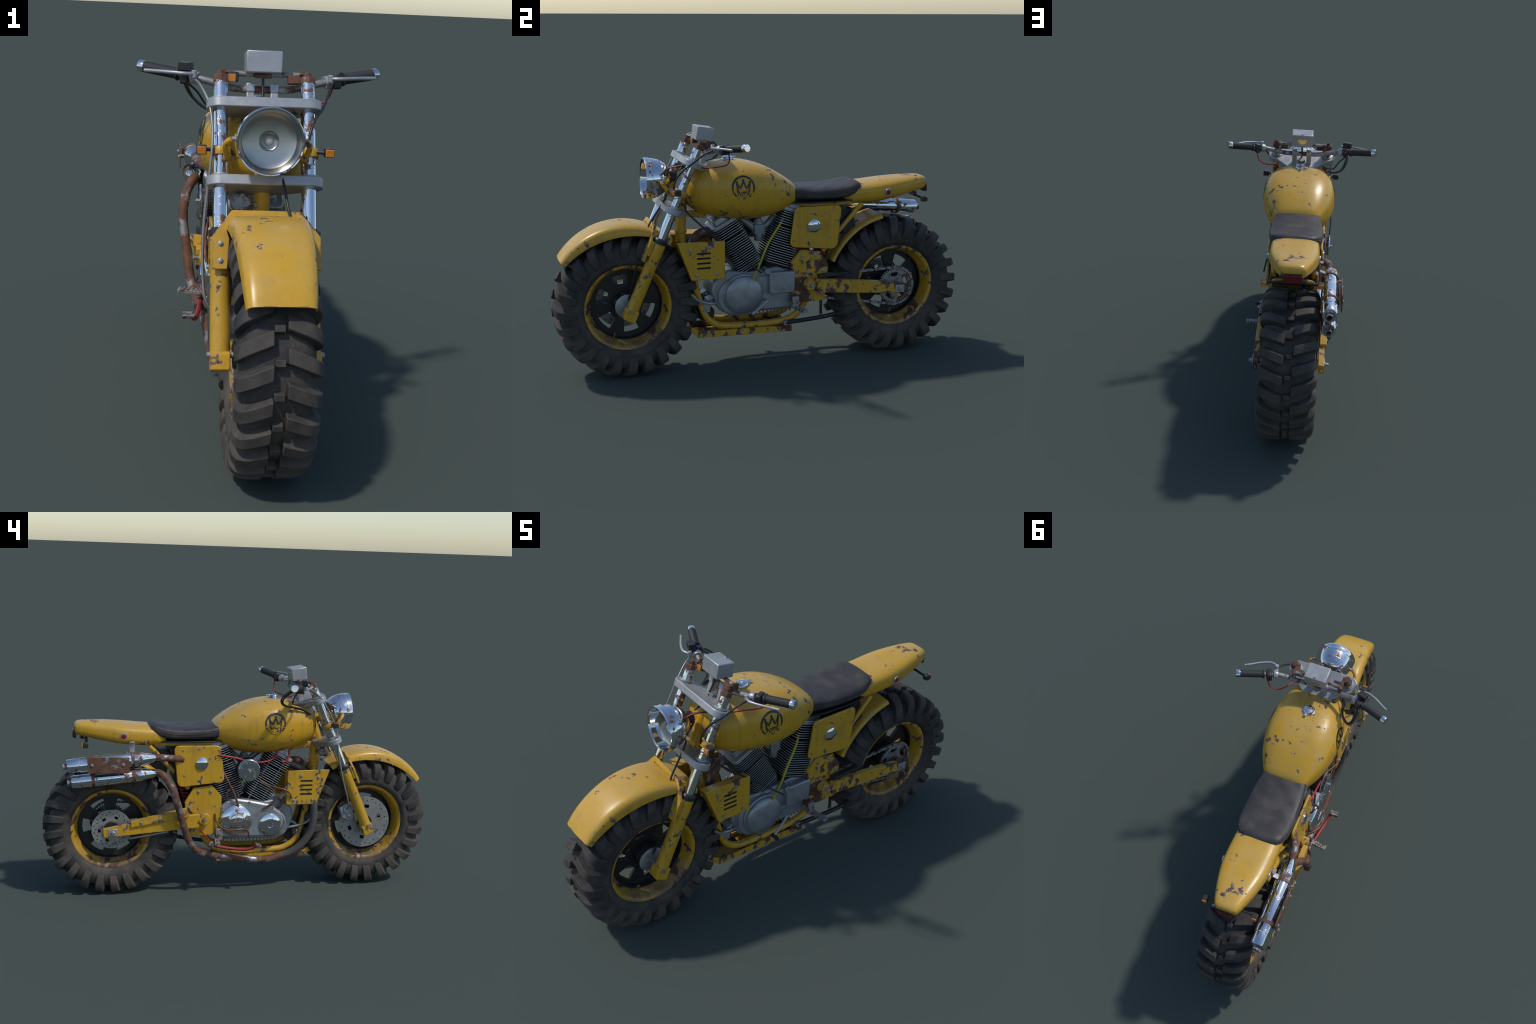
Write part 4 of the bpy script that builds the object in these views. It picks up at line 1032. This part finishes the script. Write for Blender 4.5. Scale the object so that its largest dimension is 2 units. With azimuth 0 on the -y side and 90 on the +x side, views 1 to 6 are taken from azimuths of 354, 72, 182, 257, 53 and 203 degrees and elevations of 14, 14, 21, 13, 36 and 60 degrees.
tube("wrapped_header", [(-.1115, -.222, .1825), (-.113, -.262, .197), (-.118, -.312, .235), (-.124, -.352, .294), (-.128, -.370, .365), (-.128, -.370, .44), (-.118, -.366, .50), (-.09, -.355, .56), (-.05, -.325, .615), (-.01, -.275, .640), (0, -.235, .638)], .0195, "wrap", None, seg=20)
tube("front_header", [(0.0, -.225, .645), (.01, -.27, .660), (.035, -.325, .648), (.045, -.36, .60), (.03, -.37, .53), (.0, -.365, .47)], .019, "pipe", None, seg=20)

# ------------------------------------------------------------------ cables, hoses and pipes
wires = group("cable_set")
def cab(name, pts, r, mat): tube(name, pts, r, mat, wires, n=8, seg=10)
cab("throttle_hose", [(-.222, -.222, 1.062), (-.232, -.195, 1.058), (-.222, -.160, 1.028), (-.204, -.155, 1.000), (-.176, -.180, .975), (-.150, -.225, .965), (-.140, -.280, .952), (-.118, -.329, .923)], .0042, "cable")
cab("throttle_hose", [(-.216, -.222, 1.056), (-.224, -.200, 1.050), (-.212, -.168, 1.018), (-.195, -.166, .992), (-.168, -.195, .972), (-.143, -.235, .960), (-.132, -.290, .945), (-.112, -.334, .920)], .0042, "cable")
cab("throttle_hose", [(-.225, -.232, 1.050), (-.190, -.225, 1.020), (-.165, -.225, .985), (-.14, -.26, .972), (-.11, -.30, .972)], .0036, "cable")
cab("brake_line", [(-.202, -.289, 1.062), (-.186, -.325, 1.048), (-.162, -.380, 1.000), (-.153, -.425, .93), (-.157, -.462, .85), (-.166, -.472, .76), (-.173, -.485, .68), (-.176, -.508, .58), (-.170, -.540, .48), (-.150, -.548, .435), (-.12, -.55, .42)], .0042, "greycable")
cab("clutch_cable", [(.204, -.289, 1.060), (.196, -.325, 1.045), (.172, -.378, 1.00), (.146, -.409, .970), (.128, -.438, .93), (.121, -.449, .881), (.115, -.435, .84), (.12, -.40, .80), (.144, -.392, .775), (.141, -.31, .695), (.133, -.220, .617), (.145, -.13, .54), (.158, -.049, .473)], .0040, "cable")
cab("lamp_cable", [(.020, -.452, .955), (.045, -.440, .972), (.075, -.40, .980), (.10, -.35, .976)], .0033, "cable")
cab("speedo_cable", [(.046, -.430, .93), (.044, -.458, .885), (.044, -.476, .828), (.054, -.520, .765), (.064, -.557, .712), (.095, -.60, .62), (.100, -.630, .52), (.085, -.650, .42), (.07, -.66, .37)], .0042, "cable")
cab("instrument_cable", [(.0, -.293, 1.09), (.0, -.300, 1.06), (.0, -.325, 1.01), (.01, -.35, .98), (.0, -.40, .95)], .0042, "cable")
cab("red_wire", [(.225, -.221, 1.046), (.212, -.215, 1.012), (.180, -.226, .989), (.150, -.262, .979), (.126, -.306, .974), (.10, -.35, .977), (.081, -.385, .979), (.058, -.430, .975), (.043, -.463, .962), (.03, -.47, .94)], .0033, "redwire")
cab("plug_lead", [(-.127, .142, .719), (-.131, .10, .713), (-.133, .05, .704), (-.133, .0, .690), (-.120, -.035, .682), (-.115, -.075, .676), (-.110, -.125, .682), (-.100, -.165, .704), (-.09, -.170, .73)], .0052, "redwire")
cab("plug_lead", [(-.098, -.196, .676), (-.100, -.218, .676), (-.096, -.232, .700), (-.085, -.236, .735)], .0052, "redwire")
cab("oil_hose", [(.118, -.083, .424), (.124, -.066, .462), (.131, -.040, .53), (.129, -.012, .595), (.120, .022, .645), (.100, .058, .683), (.075, .085, .71)], .0052, "yellowcable")
cab("copper_pipe", [(-.100, .104, .624), (-.118, .085, .585), (-.132, .06, .535), (-.137, .042, .49), (-.134, .030, .452)], .0055, "copper")
cab("copper_pipe", [(-.104, .016, .588), (-.116, .030, .573), (-.125, .060, .557), (-.128, .086, .528), (-.124, .090, .505), (-.114, .080, .478)], .0042, "copper")
cab("copper_pipe", [(-.118, .147, .413), (-.123, .140, .375), (-.137, .116, .346), (-.158, .080, .334), (-.165, .040, .338), (-.158, .0, .338), (-.142, -.024, .318), (-.130, -.030, .284)], .0042, "copper")
cab("copper_pipe", [(-.098, -.088, .575), (-.118, -.12, .560), (-.138, -.165, .548), (-.150, -.205, .540), (-.152, -.232, .520), (-.148, -.244, .492)], .0045, "copper")
cab("copper_pipe", [(-.125, -.100, .432), (-.135, -.14, .462), (-.142, -.18, .508), (-.140, -.21, .542), (-.12, -.225, .57), (-.08, -.225, .61)], .0055, "copper")
cab("breather_pipe", [(-.09, -.16, .42), (-.11, -.195, .44), (-.10, -.215, .49)], .0055, "copper")
cab("ground_wire", [(-.06, .27, .50), (-.11, .285, .45), (-.118, .262, .415)], .0035, "cable")

# front brake caliper on the -x fork leg
cal = bmesh.new()
add_prism(cal, round_poly([(-.512, .424), (-.552, .450), (-.590, .415), (-.596, .372), (-.575, .352), (-.530, .372)], .010, 4), lambda p: (-.066, p[0], p[1]), lambda p: (-.116, p[0], p[1]))
co = obj("brake_caliper", cal, "engine", None, 0.004)
for y, z in ((-.548, .412), (-.568, .385)):
    lathe("caliper_piston", cyl(.013, .010, .002), (-.114, y, z), (-1, 0, 0), "engine", co, 24)
    bolt((-.123, y, z), (-1, 0, 0), co, 0.8)
bpy.context.view_layer.update()
# keep the tree at thing > part > sub-part: a part that carries pieces of its own hangs on the root
def depth(o):
    n = 0
    while o.parent: o = o.parent; n += 1
    return n
while True:
    deep = [o for o in bpy.data.objects if depth(o) > 2]
    if not deep: break
    for p in {o.parent.name for o in deep}:
        p = bpy.data.objects[p]
        if depth(p) >= 2:
            w = p.matrix_world.copy(); p.parent = root; p.matrix_world = w
    bpy.context.view_layer.update()
